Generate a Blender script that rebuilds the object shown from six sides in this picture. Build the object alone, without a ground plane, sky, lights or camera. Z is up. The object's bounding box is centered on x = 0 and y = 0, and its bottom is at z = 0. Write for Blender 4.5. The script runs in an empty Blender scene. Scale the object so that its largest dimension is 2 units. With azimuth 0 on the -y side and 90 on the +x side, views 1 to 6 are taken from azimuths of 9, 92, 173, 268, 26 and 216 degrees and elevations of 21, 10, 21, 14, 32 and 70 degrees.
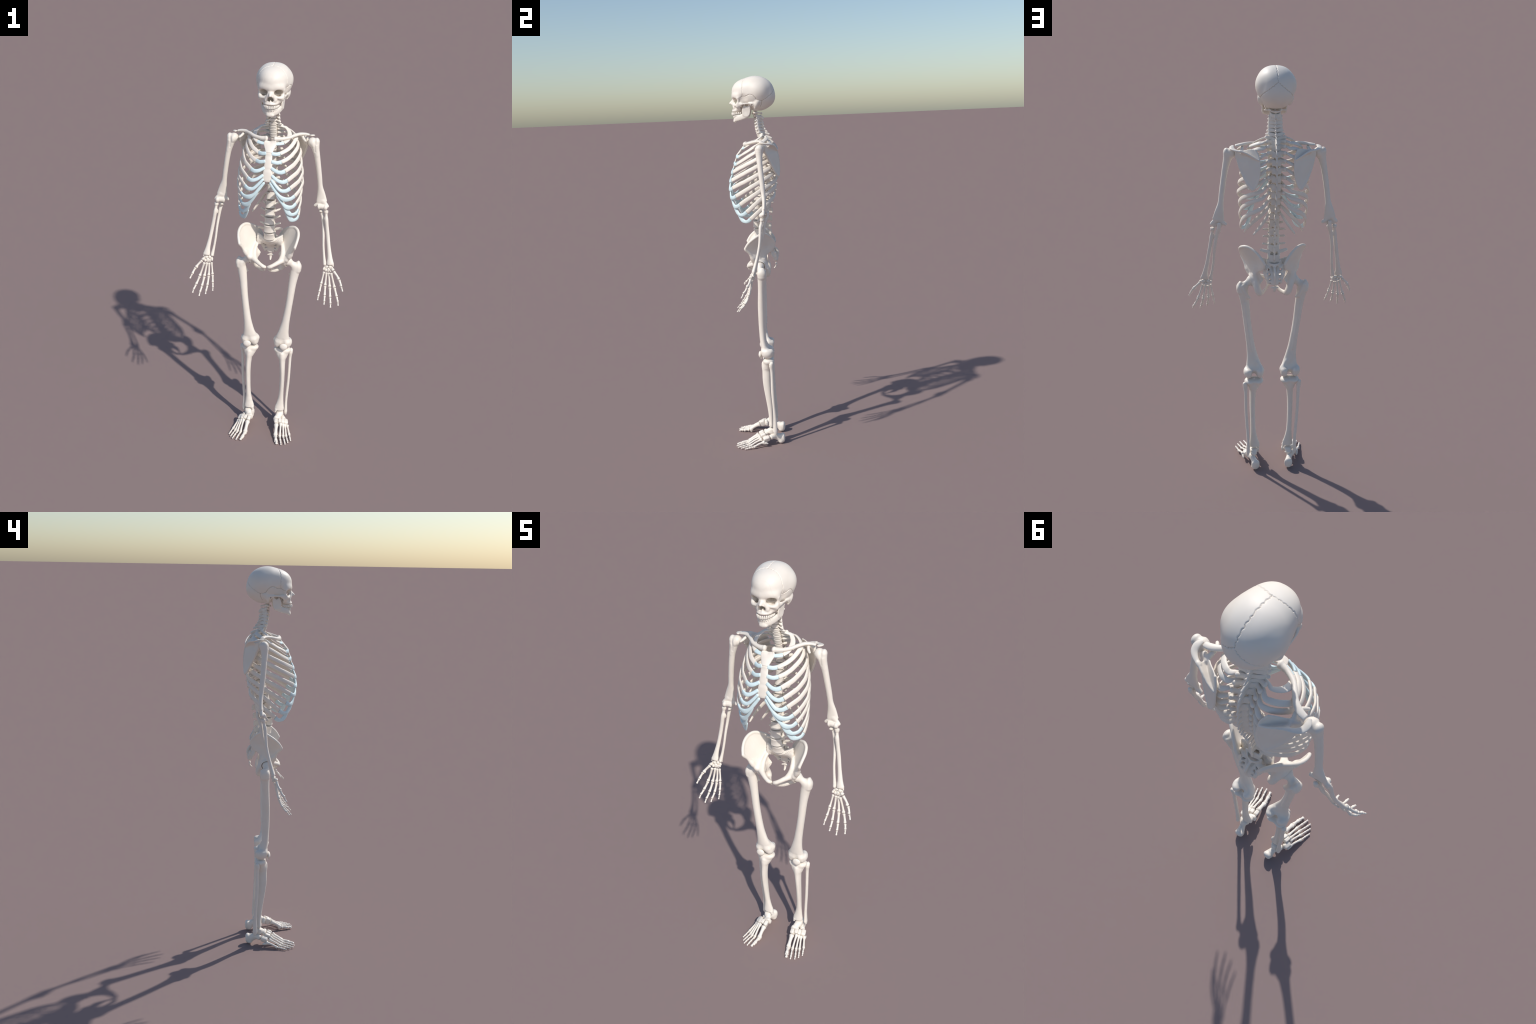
# Human skeleton, anatomical stance, built bone by bone from implicit shapes and swept curves.
import bpy, math
import numpy as np

rng = np.random.default_rng(7)
V = lambda *a: np.array(a, float)

# ----------------------------------------------------------------------------------------------
# curves
# ----------------------------------------------------------------------------------------------
def spline(pts, n):
    """Catmull-Rom through pts (any number of columns), n samples, roughly even in length."""
    p = np.asarray(pts, float)
    if p.ndim == 1:
        p = p[:, None]
    if len(p) == 2:
        t = np.linspace(0, 1, n)[:, None]
        return p[0] * (1 - t) + p[1] * t
    q = np.vstack([2 * p[0] - p[1], p, 2 * p[-1] - p[-2]])
    m = len(p) - 1
    L = np.linalg.norm(np.diff(p[:, :3], axis=0), axis=1)
    cum = np.r_[0, np.cumsum(L)] / max(L.sum(), 1e-9)
    out = []
    for s in np.linspace(0, 1, n):
        i = min(int(np.searchsorted(cum, s, side='right')) - 1, m - 1)
        t = (s - cum[i]) / max(cum[i + 1] - cum[i], 1e-9)
        a, b, c, d = q[i], q[i + 1], q[i + 2], q[i + 3]
        out.append(0.5 * (2 * b + (c - a) * t + (2 * a - 5 * b + 4 * c - d) * t * t + (3 * b - a - 3 * c + d) * t ** 3))
    return np.array(out)

def unit(v):
    v = np.asarray(v, float)
    return v / (np.linalg.norm(v) + 1e-12)

# ----------------------------------------------------------------------------------------------
# implicit field: soft unions of ellipsoids, elliptic tubes and plates, meshed with surface nets
# ----------------------------------------------------------------------------------------------
class Bone:
    def __init__(self):
        self.ops = []          # (kind, k, list of pieces(lo, hi, fn))

    # ---- pieces
    @staticmethod
    def _ell(c, r, R=None):
        c = np.asarray(c, float); r = np.asarray(r, float)
        R = np.eye(3) if R is None else np.asarray(R, float)   # rows = local axes
        ext = np.sqrt(((R.T * r) ** 2).sum(1))
        def fn(X, Y, Z):
            x, y, z = X - c[0], Y - c[1], Z - c[2]
            q = [(x * a[0] + y * a[1] + z * a[2]) / s for a, s in zip(R, r)]
            k0 = np.sqrt(q[0] ** 2 + q[1] ** 2 + q[2] ** 2)
            k1 = np.sqrt((q[0] / r[0]) ** 2 + (q[1] / r[1]) ** 2 + (q[2] / r[2]) ** 2) + 1e-6
            return k0 * (k0 - 1) / k1
        return (c - ext, c + ext, fn)

    @staticmethod
    def _seg(a, b, ra, rb, u, cap):
        a = np.asarray(a, float); b = np.asarray(b, float)
        d = b - a; L = np.linalg.norm(d) + 1e-9; t = d / L
        u = u - t * (u @ t); u = unit(u); v = np.cross(t, u)
        m = max(ra.max(), rb.max())
        lo = np.minimum(a, b) - m; hi = np.maximum(a, b) + m
        def fn(X, Y, Z):
            x, y, z = X - a[0], Y - a[1], Z - a[2]
            s = x * t[0] + y * t[1] + z * t[2]
            p = x * u[0] + y * u[1] + z * u[2]
            q = x * v[0] + y * v[1] + z * v[2]
            w = np.clip(s / L, 0, 1)
            ru = ra[0] + (rb[0] - ra[0]) * w
            rv = ra[1] + (rb[1] - ra[1]) * w
            rw = np.minimum(ru, rv) * cap
            e = s - w * L
            P, Q, W = p / ru, q / rv, e / rw
            k0 = np.sqrt(P * P + Q * Q + W * W)
            k1 = np.sqrt((P / ru) ** 2 + (Q / rv) ** 2 + (W / rw) ** 2) + 1e-6
            return k0 * (k0 - 1) / k1
        return (lo, hi, fn)

    @staticmethod
    def _tri(a, b, c, ra, rb, rc):
        a, b, c = (np.asarray(q, float) for q in (a, b, c))
        m = max(ra, rb, rc)
        lo = np.minimum(np.minimum(a, b), c) - m; hi = np.maximum(np.maximum(a, b), c) + m
        n = np.cross(b - a, c - a); n2 = n @ n + 1e-18
        def fn(X, Y, Z):
            x, y, z = X - a[0], Y - a[1], Z - a[2]
            # barycentric of the projection, clamped to the triangle by edges
            def dot(w): return x * w[0] + y * w[1] + z * w[2]
            e0, e1 = b - a, c - a
            d00, d01, d11 = e0 @ e0, e0 @ e1, e1 @ e1
            den = d00 * d11 - d01 * d01 + 1e-18
            d20, d21 = dot(e0), dot(e1)
            v = (d11 * d20 - d01 * d21) / den
            w = (d00 * d21 - d01 * d20) / den
            inside = (v >= 0) & (w >= 0) & (v + w <= 1)
            pl = dot(n) ** 2 / n2
            def edge(p, q):
                e = q - p; ee = e @ e
                px, py, pz = x - (p - a)[0], y - (p - a)[1], z - (p - a)[2]
                tt = np.clip((px * e[0] + py * e[1] + pz * e[2]) / ee, 0, 1)
                return (px - tt * e[0]) ** 2 + (py - tt * e[1]) ** 2 + (pz - tt * e[2]) ** 2
            ed = np.minimum(np.minimum(edge(a, b), edge(b, c)), edge(c, a))
            v = np.clip(v, 0, 1); w = np.clip(w, 0, 1 - v)
            return np.sqrt(np.where(inside, pl, ed)) - (ra * (1 - v - w) + rb * v + rc * w)
        return (lo, hi, fn)

    # ---- verbs
    def ball(self, c, r, k=.004, rot=None, cut=False):
        r = np.full(3, r) if np.isscalar(r) else np.asarray(r, float)
        self.ops.append(('cut' if cut else 'add', k, [self._ell(c, r, rot)])); return self

    def tube(self, pts, rad, k=.004, up=(0, 0, 1), n=None, cut=False, cap=1.0):
        """pts Nx3, rad: N radii or N (along-up, across) pairs; joined smoothly."""
        p = np.asarray(pts, float)
        r = np.asarray(rad, float)
        if r.ndim == 0: r = np.full(len(p), float(r))
        if r.ndim == 1: r = np.stack([r, r], 1)
        n = n or max(2, 6 * (len(p) - 1))
        s = spline(np.hstack([p, r]), n + 1)
        s[:, 3:] = np.maximum(s[:, 3:], 2e-4)
        up = np.asarray(up, float)
        self.ops.append(('cut' if cut else 'add', k,
                         [self._seg(s[i, :3], s[i + 1, :3], s[i, 3:], s[i + 1, 3:], up, cap) for i in range(n)])); return self

    def plate(self, rows, thick, k=.004, nu=3, nv=3, cut=False):
        """rows: list of equally long point rows; smooth patch of half-thickness thick."""
        rows = np.array(rows, float)
        th = np.asarray(thick, float)
        if th.ndim == 0: th = np.full(rows.shape[:2], float(th))
        g = np.concatenate([rows, th[..., None]], 2)
        m = (g.shape[1] - 1) * nu + 1
        g = np.array([spline_idx(r, m) for r in g])
        m2 = (g.shape[0] - 1) * nv + 1
        g = np.array([spline_idx(g[:, j], m2) for j in range(m)])
        ps = []
        for i in range(m - 1):
            for j in range(m2 - 1):
                A, B, C, D = g[i, j], g[i + 1, j], g[i + 1, j + 1], g[i, j + 1]
                ps.append(self._tri(A[:3], B[:3], C[:3], A[3], B[3], C[3]))
                ps.append(self._tri(A[:3], C[:3], D[:3], A[3], C[3], D[3]))
        self.ops.append(('cut' if cut else 'add', k, ps)); return self

    def custom(self, lo, hi, fn, k=.004, cut=False):
        self.ops.append(('cut' if cut else 'add', k, [(np.asarray(lo, float), np.asarray(hi, float), fn)])); return self

    # ---- meshing
    def mesh(self, h, smooth=2):
        h = h * 1.1
        adds = [p for kd, k, ps in self.ops if kd == 'add' for p in ps]
        lo = np.min([p[0] for p in adds], 0) - 5 * h - .003
        hi = np.max([p[1] for p in adds], 0) + 5 * h + .003
        dims = np.ceil((hi - lo) / h).astype(int) + 1
        ax = [(lo[i] + h * np.arange(dims[i])).astype(np.float32) for i in range(3)]
        f = np.full(dims, .05, np.float32)
        def blk(a, b, m):
            i0 = np.clip(np.floor((a - m - lo) / h).astype(int), 0, dims)
            i1 = np.clip(np.ceil((b + m - lo) / h).astype(int) + 1, 0, dims)
            return tuple(slice(p, q) for p, q in zip(i0, i1))
        for kd, k, ps in self.ops:
            m = k + 2 * h + .002
            A = np.min([p[0] for p in ps], 0); B = np.max([p[1] for p in ps], 0)
            big = blk(A, B, m)
            off = [s.start for s in big]
            shp = [s.stop - s.start for s in big]
            if min(shp) <= 0: continue
            d = np.full(shp, .05, np.float32)
            for p in ps:
                s = blk(p[0], p[1], m)
                if min(q.stop - q.start for q in s) <= 0: continue
                X = ax[0][s[0]][:, None, None]; Y = ax[1][s[1]][None, :, None]; Z = ax[2][s[2]][None, None, :]
                loc = tuple(slice(q.start - o, q.stop - o) for q, o in zip(s, off))
                d[loc] = np.minimum(d[loc], p[2](X, Y, Z))
            g = f[big]
            if kd == 'add':
                w = np.maximum(k - np.abs(g - d), 0) / k
                f[big] = np.minimum(g, d) - w * w * k * .25
            else:
                d = -d
                w = np.maximum(k - np.abs(g - d), 0) / k
                f[big] = np.maximum(g, d) + w * w * k * .25
        return surface_nets(f, lo, h, smooth)

def spline_idx(p, n):
    """Catmull-Rom, uniform in the index (for patches)."""
    p = np.asarray(p, float); m = len(p) - 1
    if m == 0: return np.repeat(p, n, 0)
    q = np.vstack([2 * p[0] - p[1], p, 2 * p[-1] - p[-2]])
    out = []
    for s in np.linspace(0, m, n):
        i = min(int(s), m - 1); t = s - i
        a, b, c, d = q[i], q[i + 1], q[i + 2], q[i + 3]
        out.append(0.5 * (2 * b + (c - a) * t + (2 * a - 5 * b + 4 * c - d) * t * t + (3 * b - a - 3 * c + d) * t ** 3))
    return np.array(out)

def surface_nets(f, lo, h, smooth):
    s = f < 0
    c = np.zeros(np.array(s.shape) - 1, np.uint8)
    cor = [(i, j, k) for i in (0, 1) for j in (0, 1) for k in (0, 1)]
    n = c.shape
    for i, j, k in cor:
        c += s[i:i + n[0], j:j + n[1], k:k + n[2]]
    I = np.argwhere((c > 0) & (c < 8))
    val = {q: f[I[:, 0] + q[0], I[:, 1] + q[1], I[:, 2] + q[2]] for q in cor}
    acc = np.zeros((len(I), 3)); cnt = np.zeros(len(I))
    for p in cor:
        for a in range(3):
            if p[a] == 0:
                q = list(p); q[a] = 1; q = tuple(q)
                v0, v1 = val[p], val[q]
                m = (v0 < 0) != (v1 < 0)
                t = np.where(m, v0 / np.where(m, v0 - v1, 1), 0)
                pos = np.tile(np.array(p, float), (len(I), 1)); pos[:, a] += t
                acc += pos * m[:, None]; cnt += m
    v = lo + h * (I + acc / cnt[:, None])
    idx = np.full(n, -1, np.int32); idx[I[:, 0], I[:, 1], I[:, 2]] = np.arange(len(I))
    F = []
    for a in range(3):
        b, d = (a + 1) % 3, (a + 2) % 3
        sl0 = [slice(None)] * 3; sl1 = [slice(None)] * 3
        sl0[a] = slice(0, -1); sl1[a] = slice(1, None)
        E = np.argwhere(s[tuple(sl0)] != s[tuple(sl1)])
        E = E[(E[:, b] > 0) & (E[:, d] > 0) & (E[:, b] < s.shape[b] - 1) & (E[:, d] < s.shape[d] - 1)]
        inside = s[E[:, 0], E[:, 1], E[:, 2]]
        def g(db, dd):
            q = E.copy(); q[:, b] += db; q[:, d] += dd
            return idx[q[:, 0], q[:, 1], q[:, 2]]
        quad = np.stack([g(-1, -1), g(0, -1), g(0, 0), g(-1, 0)], 1)
        quad[~inside] = quad[~inside][:, ::-1]
        F.append(quad)
    F = np.vstack(F)
    # light Taubin smoothing
    e = np.vstack([F[:, [0, 1]], F[:, [1, 2]], F[:, [2, 3]], F[:, [3, 0]]])
    N = len(v)
    deg = np.bincount(e[:, 0], minlength=N) + np.bincount(e[:, 1], minlength=N) + 1e-9
    for it in range(smooth):
        for lam in (.5, -.52):
            new = np.empty_like(v)
            for a in range(3):
                sm = np.bincount(e[:, 0], v[e[:, 1], a], N) + np.bincount(e[:, 1], v[e[:, 0], a], N)
                new[:, a] = sm / deg
            v = v + lam * (new - v)
    return v, F

def sweep(pts, rad, ref, n=40, m=14, power=2.4, round_ends=(0, 0)):
    """Closed sweep with a superelliptic section: rad rows = (along-height, along-normal);
    ref(p) gives the outward normal direction at p."""
    p = np.asarray(pts, float); r = np.asarray(rad, float)
    s = spline(np.hstack([p, r]), n)
    c, rr = s[:, :3], s[:, 3:]
    t = np.gradient(c, axis=0); t /= np.linalg.norm(t, axis=1)[:, None]
    arc = np.r_[0, np.cumsum(np.linalg.norm(np.diff(c, axis=0), axis=1))]
    vs = []
    ang = np.linspace(0, 2 * math.pi, m, endpoint=False)
    ca, sa = np.cos(ang), np.sin(ang)
    sx = np.sign(ca) * np.abs(ca) ** (2 / power); sy = np.sign(sa) * np.abs(sa) ** (2 / power)
    for i in range(n):
        w = ref(c[i]); w = w - t[i] * (w @ t[i]); w = unit(w)
        u = np.cross(t[i], w)
        f = 1.0
        for e, L in ((round_ends[0], arc[i]), (round_ends[1], arc[-1] - arc[i])):
            if e > 0 and L < e:
                f *= math.sqrt(max(1 - (1 - L / e) ** 2, .02))
        vs.append(c[i] + np.outer(sx * rr[i, 0] * f, u) + np.outer(sy * rr[i, 1] * f, w))
    v = np.vstack(vs)
    F = []
    for i in range(n - 1):
        for j in range(m):
            k = (j + 1) % m
            F.append((i * m + j, i * m + k, (i + 1) * m + k, (i + 1) * m + j))
    caps = [tuple(range(m))[::-1], tuple((n - 1) * m + j for j in range(m))]
    return v, F, caps

# ----------------------------------------------------------------------------------------------
# materials
# ----------------------------------------------------------------------------------------------
def material(name, base, dark, rough, grain, spec=.5):
    m = bpy.data.materials.new(name); m.use_nodes = True
    nt = m.node_tree; N = nt.nodes; L = nt.links
    bs = N['Principled BSDF']
    tc = N.new('ShaderNodeTexCoord')
    n1 = N.new('ShaderNodeTexNoise'); n1.inputs['Scale'].default_value = 22; n1.inputs['Detail'].default_value = 4
    L.new(tc.outputs['Object'], n1.inputs['Vector'])
    ramp = N.new('ShaderNodeValToRGB')
    ramp.color_ramp.elements[0].position = .35; ramp.color_ramp.elements[0].color = (*dark, 1)
    ramp.color_ramp.elements[1].position = .62; ramp.color_ramp.elements[1].color = (*base, 1)
    L.new(n1.outputs['Fac'], ramp.inputs['Fac'])
    L.new(ramp.outputs['Color'], bs.inputs['Base Color'])
    n2 = N.new('ShaderNodeTexNoise'); n2.inputs['Scale'].default_value = 420; n2.inputs['Detail'].default_value = 3
    L.new(tc.outputs['Object'], n2.inputs['Vector'])
    bp = N.new('ShaderNodeBump'); bp.inputs['Strength'].default_value = grain; bp.inputs['Distance'].default_value = .0005
    L.new(n2.outputs['Fac'], bp.inputs['Height'])
    L.new(bp.outputs['Normal'], bs.inputs['Normal'])
    bs.inputs['Roughness'].default_value = rough
    bs.inputs['Specular IOR Level'].default_value = spec
    return m

BONE = material('bone', (.85, .785, .70), (.835, .765, .675), .5, .02)
CART = material('costal_cartilage', (.68, .82, .845), (.66, .805, .83), .45, .02)
SUTURE = material('suture', (.60, .52, .44), (.56, .48, .40), .7, .0)  # bone colour darkened to paint the crease shadow inside the skull seams
TOOTH = material('enamel', (.86, .81, .73), (.84, .78, .69), .32, .0)

# ----------------------------------------------------------------------------------------------
# scene tree
# ----------------------------------------------------------------------------------------------
COL = bpy.context.scene.collection
def group(name, parent=None, at=(0, 0, 0)):
    o = bpy.data.objects.new(name, None); COL.objects.link(o)
    o.empty_display_size = .05
    o['world'] = list(map(float, at))
    o.location = V(*at) - (np.array(parent['world']) if parent else 0)
    o.parent = parent
    return o

def bone_object(name, mesh, parent, mat=BONE, mirror=False):
    v, F = np.array(mesh[0], float), mesh[1]
    caps = mesh[2] if len(mesh) > 2 else []
    if mirror: v = v * V(-1, 1, 1)
    c = (v.min(0) + v.max(0)) / 2
    faces = [tuple(map(int, q)) for q in F] + [tuple(map(int, q)) for q in caps]
    if mirror: faces = [q[::-1] for q in faces]
    me = bpy.data.meshes.new(name)
    me.from_pydata((v - c).tolist(), [], faces)
    me.polygons.foreach_set('use_smooth', [True] * len(F) + [False] * len(caps))
    me.materials.append(mat)
    me.update()
    o = bpy.data.objects.new(name, me); COL.objects.link(o)
    o['world'] = c.tolist()
    o.location = c - np.array(parent['world'])
    o.parent = parent
    return o

skeleton = group('skeleton')
skeleton['label'] = 'standing human skeleton with ivory bones and pale blue rib cartilage'
skeleton['category'] = 'skeleton'

def both(name, mesh, pl, pr, mat=BONE):
    bone_object(name, mesh, pl, mat); bone_object(name, mesh, pr, mat, True)

# ---- skull ------------------------------------------------------------------------------------
S = V(-1, 1, 1)
def sides(fn):
    for sg in (V(1, 1, 1), S): fn(sg)

def superell(c, r, p):
    c = V(*c); r = V(*r)
    def fn(X, Y, Z):
        x = np.abs(X - c[0]) / r[0]; y = np.abs(Y - c[1]) / r[1]; z = np.abs(Z - c[2]) / r[2]
        k = np.sqrt((x ** p + z ** p + 1e-9) ** (2 / p) + y * y)
        return (k - 1) * min(r) * .95
    return (c - r, c + r, fn)

sk = Bone()
lo, hi, fn = superell((0, .0315, 1.915), (.0840, .1, .0848), 2.3); sk.custom(lo, hi, fn)
lo, hi, fn = superell((0, -.030, 1.921), (.0625, .0612, .0585), 2.3); sk.custom(lo, hi, fn, k=.022)
sk.ball((0, .0735, 1.886), (.064, .0600, .0545), k=.02)                       # occiput
sk.ball((0, .045, 1.852), (.058, .045, .031), k=.02)                           # cranial base
sides(lambda g: sk.ball(g * V(.050, .050, 1.920), (.0355, .042, .040), k=.02))    # parietal boss
# temporal hollow behind the brow
sides(lambda g: sk.ball(g * V(.0865, -.037, 1.880), (.0235, .026, .026), k=.014, cut=True))
sk.ball((0, -.010, 1.862), (.036, .050, .028), k=.01)                          # sphenoid, inner base
# brow and orbital roof
sides(lambda g: sk.tube([g * V(.008, -.0780, 1.8930), g * V(.030, -.0735, 1.8970), g * V(.047, -.0640, 1.8950), g * V(.0570, -.0560, 1.886)],
                        [.0085, .0070, .0062, .0052], k=.020))
sk.ball((0, -.052, 1.902), (.0570, .0325, .0230), k=.016)
sides(lambda g: sk.ball(g * V(.0490, -.0420, 1.8730), (.0090, .0240, .0240), k=.006))   # outer orbital wall
# lateral orbital rim, cheek bone, lower rim
sides(lambda g: sk.tube([g * V(.0575, -.0575, 1.887), g * V(.0575, -.0555, 1.874), g * V(.0555, -.0585, 1.860), g * V(.0500, -.0640, 1.848)],
                        [(.0048, .0048), (.0045, .0048), (.006, .0055), (.0085, .006)], k=.006))
sides(lambda g: sk.tube([g * V(.0530, -.0620, 1.853), g * V(.042, -.0710, 1.850), g * V(.028, -.0745, 1.853), g * V(.0165, -.0770, 1.862)],
                        [.0062, .0058, .0058, .0060], k=.008))
sides(lambda g: sk.tube([g * V(.053, -.058, 1.846), g * V(.047, -.055, 1.838), g * V(.040, -.052, 1.832)], [(.0075, .006), (.006, .006), .0075 * np.ones(2)], k=.008))
sides(lambda g: sk.plate([[g * V(.0560, -.0610, 1.8590), g * V(.0600, -.0480, 1.8585), g * V(.0640, -.0360, 1.8580)],
                         [g * V(.0540, -.0610, 1.8490), g * V(.0585, -.0500, 1.8500), g * V(.0635, -.0370, 1.8545)],
                         [g * V(.0500, -.0590, 1.8380), g * V(.0530, -.0530, 1.8410), g * V(.0600, -.0420, 1.8500)]], .0036, k=.006, nu=2, nv=2))
sides(lambda g: sk.plate([[g * V(.0500, -.0610, 1.8520), g * V(.0350, -.0700, 1.8510), g * V(.0200, -.0760, 1.8530)],
                         [g * V(.0470, -.0580, 1.8430), g * V(.0340, -.0665, 1.8410), g * V(.0215, -.0745, 1.8400)],
                         [g * V(.0400, -.0560, 1.8320), g * V(.0320, -.0650, 1.8290), g * V(.0220, -.0750, 1.8270)]], .0055, k=.008, nu=2, nv=2))
# zygomatic arch
sides(lambda g: sk.tube([g * V(.0545, -.0560, 1.855), g * V(.0645, -.036, 1.857), g * V(.0685, -.014, 1.858), g * V(.0680, .004, 1.8575), g * V(.066, .020, 1.858)],
                        [(.0075, .0045), (.0052, .0028), (.0042, .0026), (.0045, .004), (.006, .007)], k=.005))
# nasal bones and frontal process of the maxilla
sk.tube([V(0, -.0795, 1.890), V(0, -.0835, 1.880), V(0, -.0945, 1.8695), V(0, -.1040, 1.8625)], [(.0075, .0095), (.0070, .0090), (.0058, .0075), (.0030, .0050)], k=.006, up=(0, -1, .6))
sides(lambda g: sk.tube([g * V(.0085, -.0780, 1.886), g * V(.0105, -.0860, 1.868), g * V(.0175, -.0830, 1.852), g * V(.0220, -.0790, 1.840)],
                        [.0058, .0062, .0064, .0075], k=.006))
sides(lambda g: sk.plate([[V(0, -.0800, 1.8840), V(0, -.0925, 1.8720), V(0, -.1020, 1.8640)], [g * V(.0060, -.0800, 1.8830), g * V(.0065, -.0885, 1.8690), g * V(.0060, -.0960, 1.8600)],
                         [g * V(.0120, -.0760, 1.8810), g * V(.0125, -.0830, 1.8660), g * V(.0130, -.0855, 1.8540)]], .0032, k=.004, nu=2, nv=2))
# maxilla and alveolar arch
sk.ball((0, -.0560, 1.837), (.0365, .0330, .0185), k=.008)
sk.ball((0, -.0600, 1.8225), (.0340, .0345, .0110), k=.008)
sk.tube([V(0, -.083, 1.828), V(0, -.0900, 1.8285)], [.004, .0018], k=.004)
# pterygoid / behind the palate
sides(lambda g: sk.tube([g * V(.018, -.022, 1.850), g * V(.018, -.022, 1.822)], [.008, .005], k=.006))
# ear region, mastoid
sides(lambda g: sk.ball(g * V(.058, .022, 1.853), (.016, .020, .012), k=.01))
sides(lambda g: sk.tube([g * V(.0645, .042, 1.862), g * V(.0655, .036, 1.848), g * V(.0625, .030, 1.8335)], [.0150, .0110, .0055], k=.008))
sides(lambda g: sk.tube([g * V(.045, .016, 1.843), g * V(.044, .012, 1.828)], [.004, .0016], k=.003))
sides(lambda g: sk.ball(g * V(.030, .030, 1.826), (.012, .014, .008), k=.008))   # condyle of the occiput
# openings
sides(lambda g: sk.tube([g * V(.0390, -.095, 1.8745), g * V(.0362, -.072, 1.8755), g * V(.0290, -.050, 1.8765), g * V(.018, -.030, 1.8785)],
                        [(.0148, .0212), (.0142, .0202), (.0122, .0155), (.004, .004)], k=.004, cut=True))
sides(lambda g: sk.tube([g * V(.012, -.032, 1.880), g * V(.020, -.045, 1.8835)], [.0030, .0022], k=.001, cut=True))
sides(lambda g: sk.tube([g * V(.0230, -.040, 1.872), g * V(.0405, -.0535, 1.8655)], [.0022, .0016], k=.001, cut=True))
sides(lambda g: sk.tube([g * V(.0078, -.105, 1.8405), g * V(.0076, -.060, 1.8430)], [(.0080, .0070), (.0085, .0066)], k=.0025, cut=True))
sides(lambda g: sk.tube([g * V(.0045, -.115, 1.8490), g * V(.0045, -.070, 1.8500)], [(.0082, .0046), (.008, .004)], k=.0025, cut=True))
sides(lambda g: sk.ball(g * V(.073, .0157, 1.8495), (.011, .0032, .0036), k=.002, cut=True))
sk.ball((0, .038, 1.820), (.014, .017, .014), k=.004, cut=True)
# mastoid notch and slight dent under the cheek
sides(lambda g: sk.ball(g * V(.0400, -.0790, 1.8360), (.009, .006, .007), k=.008, cut=True))
skull_v, skull_f = sk.mesh(.00135, 3)

# sutures: shallow, slightly zig-zag grooves between the vault bones
SEAM = np.zeros(len(skull_v))
def groove(v, F, path, depth, width, zig, n=90):
    c = spline(path, n)
    near = np.array([v[np.argmin(((v - q) ** 2).sum(1))] for q in c])
    t = np.gradient(near, axis=0); t /= np.linalg.norm(t, axis=1)[:, None] + 1e-9
    ctr = V(0, .03, 1.91)
    out = near - ctr; out /= np.linalg.norm(out, axis=1)[:, None]
    side = np.cross(t, out)
    ph = np.cumsum(rng.uniform(.15, 1.1, n))
    near = near + side * (zig * np.sin(ph) * rng.uniform(.4, 1, n))[:, None]
    near = spline_idx(near, n * 3)
    lo_, hi_ = near.min(0) - .006, near.max(0) + .006
    m = np.where(((v > lo_) & (v < hi_)).all(1))[0]
    d2 = np.full(len(m), 1.0)
    for a in range(0, len(near), 30):
        d2 = np.minimum(d2, ((v[m][:, None] - near[None, a:a + 30]) ** 2).sum(2).min(1))
    d = np.sqrt(d2)
    w = np.exp(-(d / width) ** 2)
    o = v[m] - ctr; o /= np.linalg.norm(o, axis=1)[:, None]
    v[m] -= o * (depth * w)[:, None]
    SEAM[m] = np.maximum(SEAM[m], np.exp(-(d / (width * .75)) ** 2))

groove(skull_v, skull_f, [V(0, -.0197, 1.991), V(0, .03, 2.0), V(0, .075, 1.991), V(0, .105, 1.968), V(0, .1212, 1.9415)], .0030, .0012, .0020)
for g in (V(1, 1, 1), S):
    groove(skull_v, skull_f, [g * q for q in (V(0, -.0197, 1.991), V(.02, -.0215, 1.985), V(.041, -.025, 1.970), V(.057, -.0295, 1.940), V(.062, -.031, 1.912), V(.0600, -.034, 1.896))], .0030, .0012, .0015)
    groove(skull_v, skull_f, [g * q for q in (V(0, .1212, 1.9415), V(.019, .121, 1.923), V(.038, .115, 1.906), V(.058, .100, 1.890), V(.0723, .0691, 1.868))], .0030, .0012, .0015)
    groove(skull_v, skull_f, [g * q for q in (V(.060, -.034, 1.896), V(.066, -.016, 1.896), V(.074, .004, 1.9035), V(.080, .020, 1.9000), V(.081, .034, 1.886), V(.078, .043, 1.874), V(.0723, .0691, 1.868))], .0028, .0013, .0004)
    groove(skull_v, skull_f, [g * q for q in (V(.0723, .0691, 1.868), V(.066, .066, 1.850), V(.056, .056, 1.832))], .0022, .0013, .0006)
    groove(skull_v, skull_f, [g * q for q in (V(.060, -.034, 1.896), V(.0585, -.046, 1.890), V(.057, -.056, 1.886))], .0018, .0013, .0004)
skull = bone_object('skull', (skull_v, skull_f), skeleton)
skull.data.materials.append(SUTURE)                         # the faces at the bottom of the seams
skull.data.polygons.foreach_set('material_index', (SEAM[skull_f].mean(1) > .55).astype(np.int32))

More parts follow.
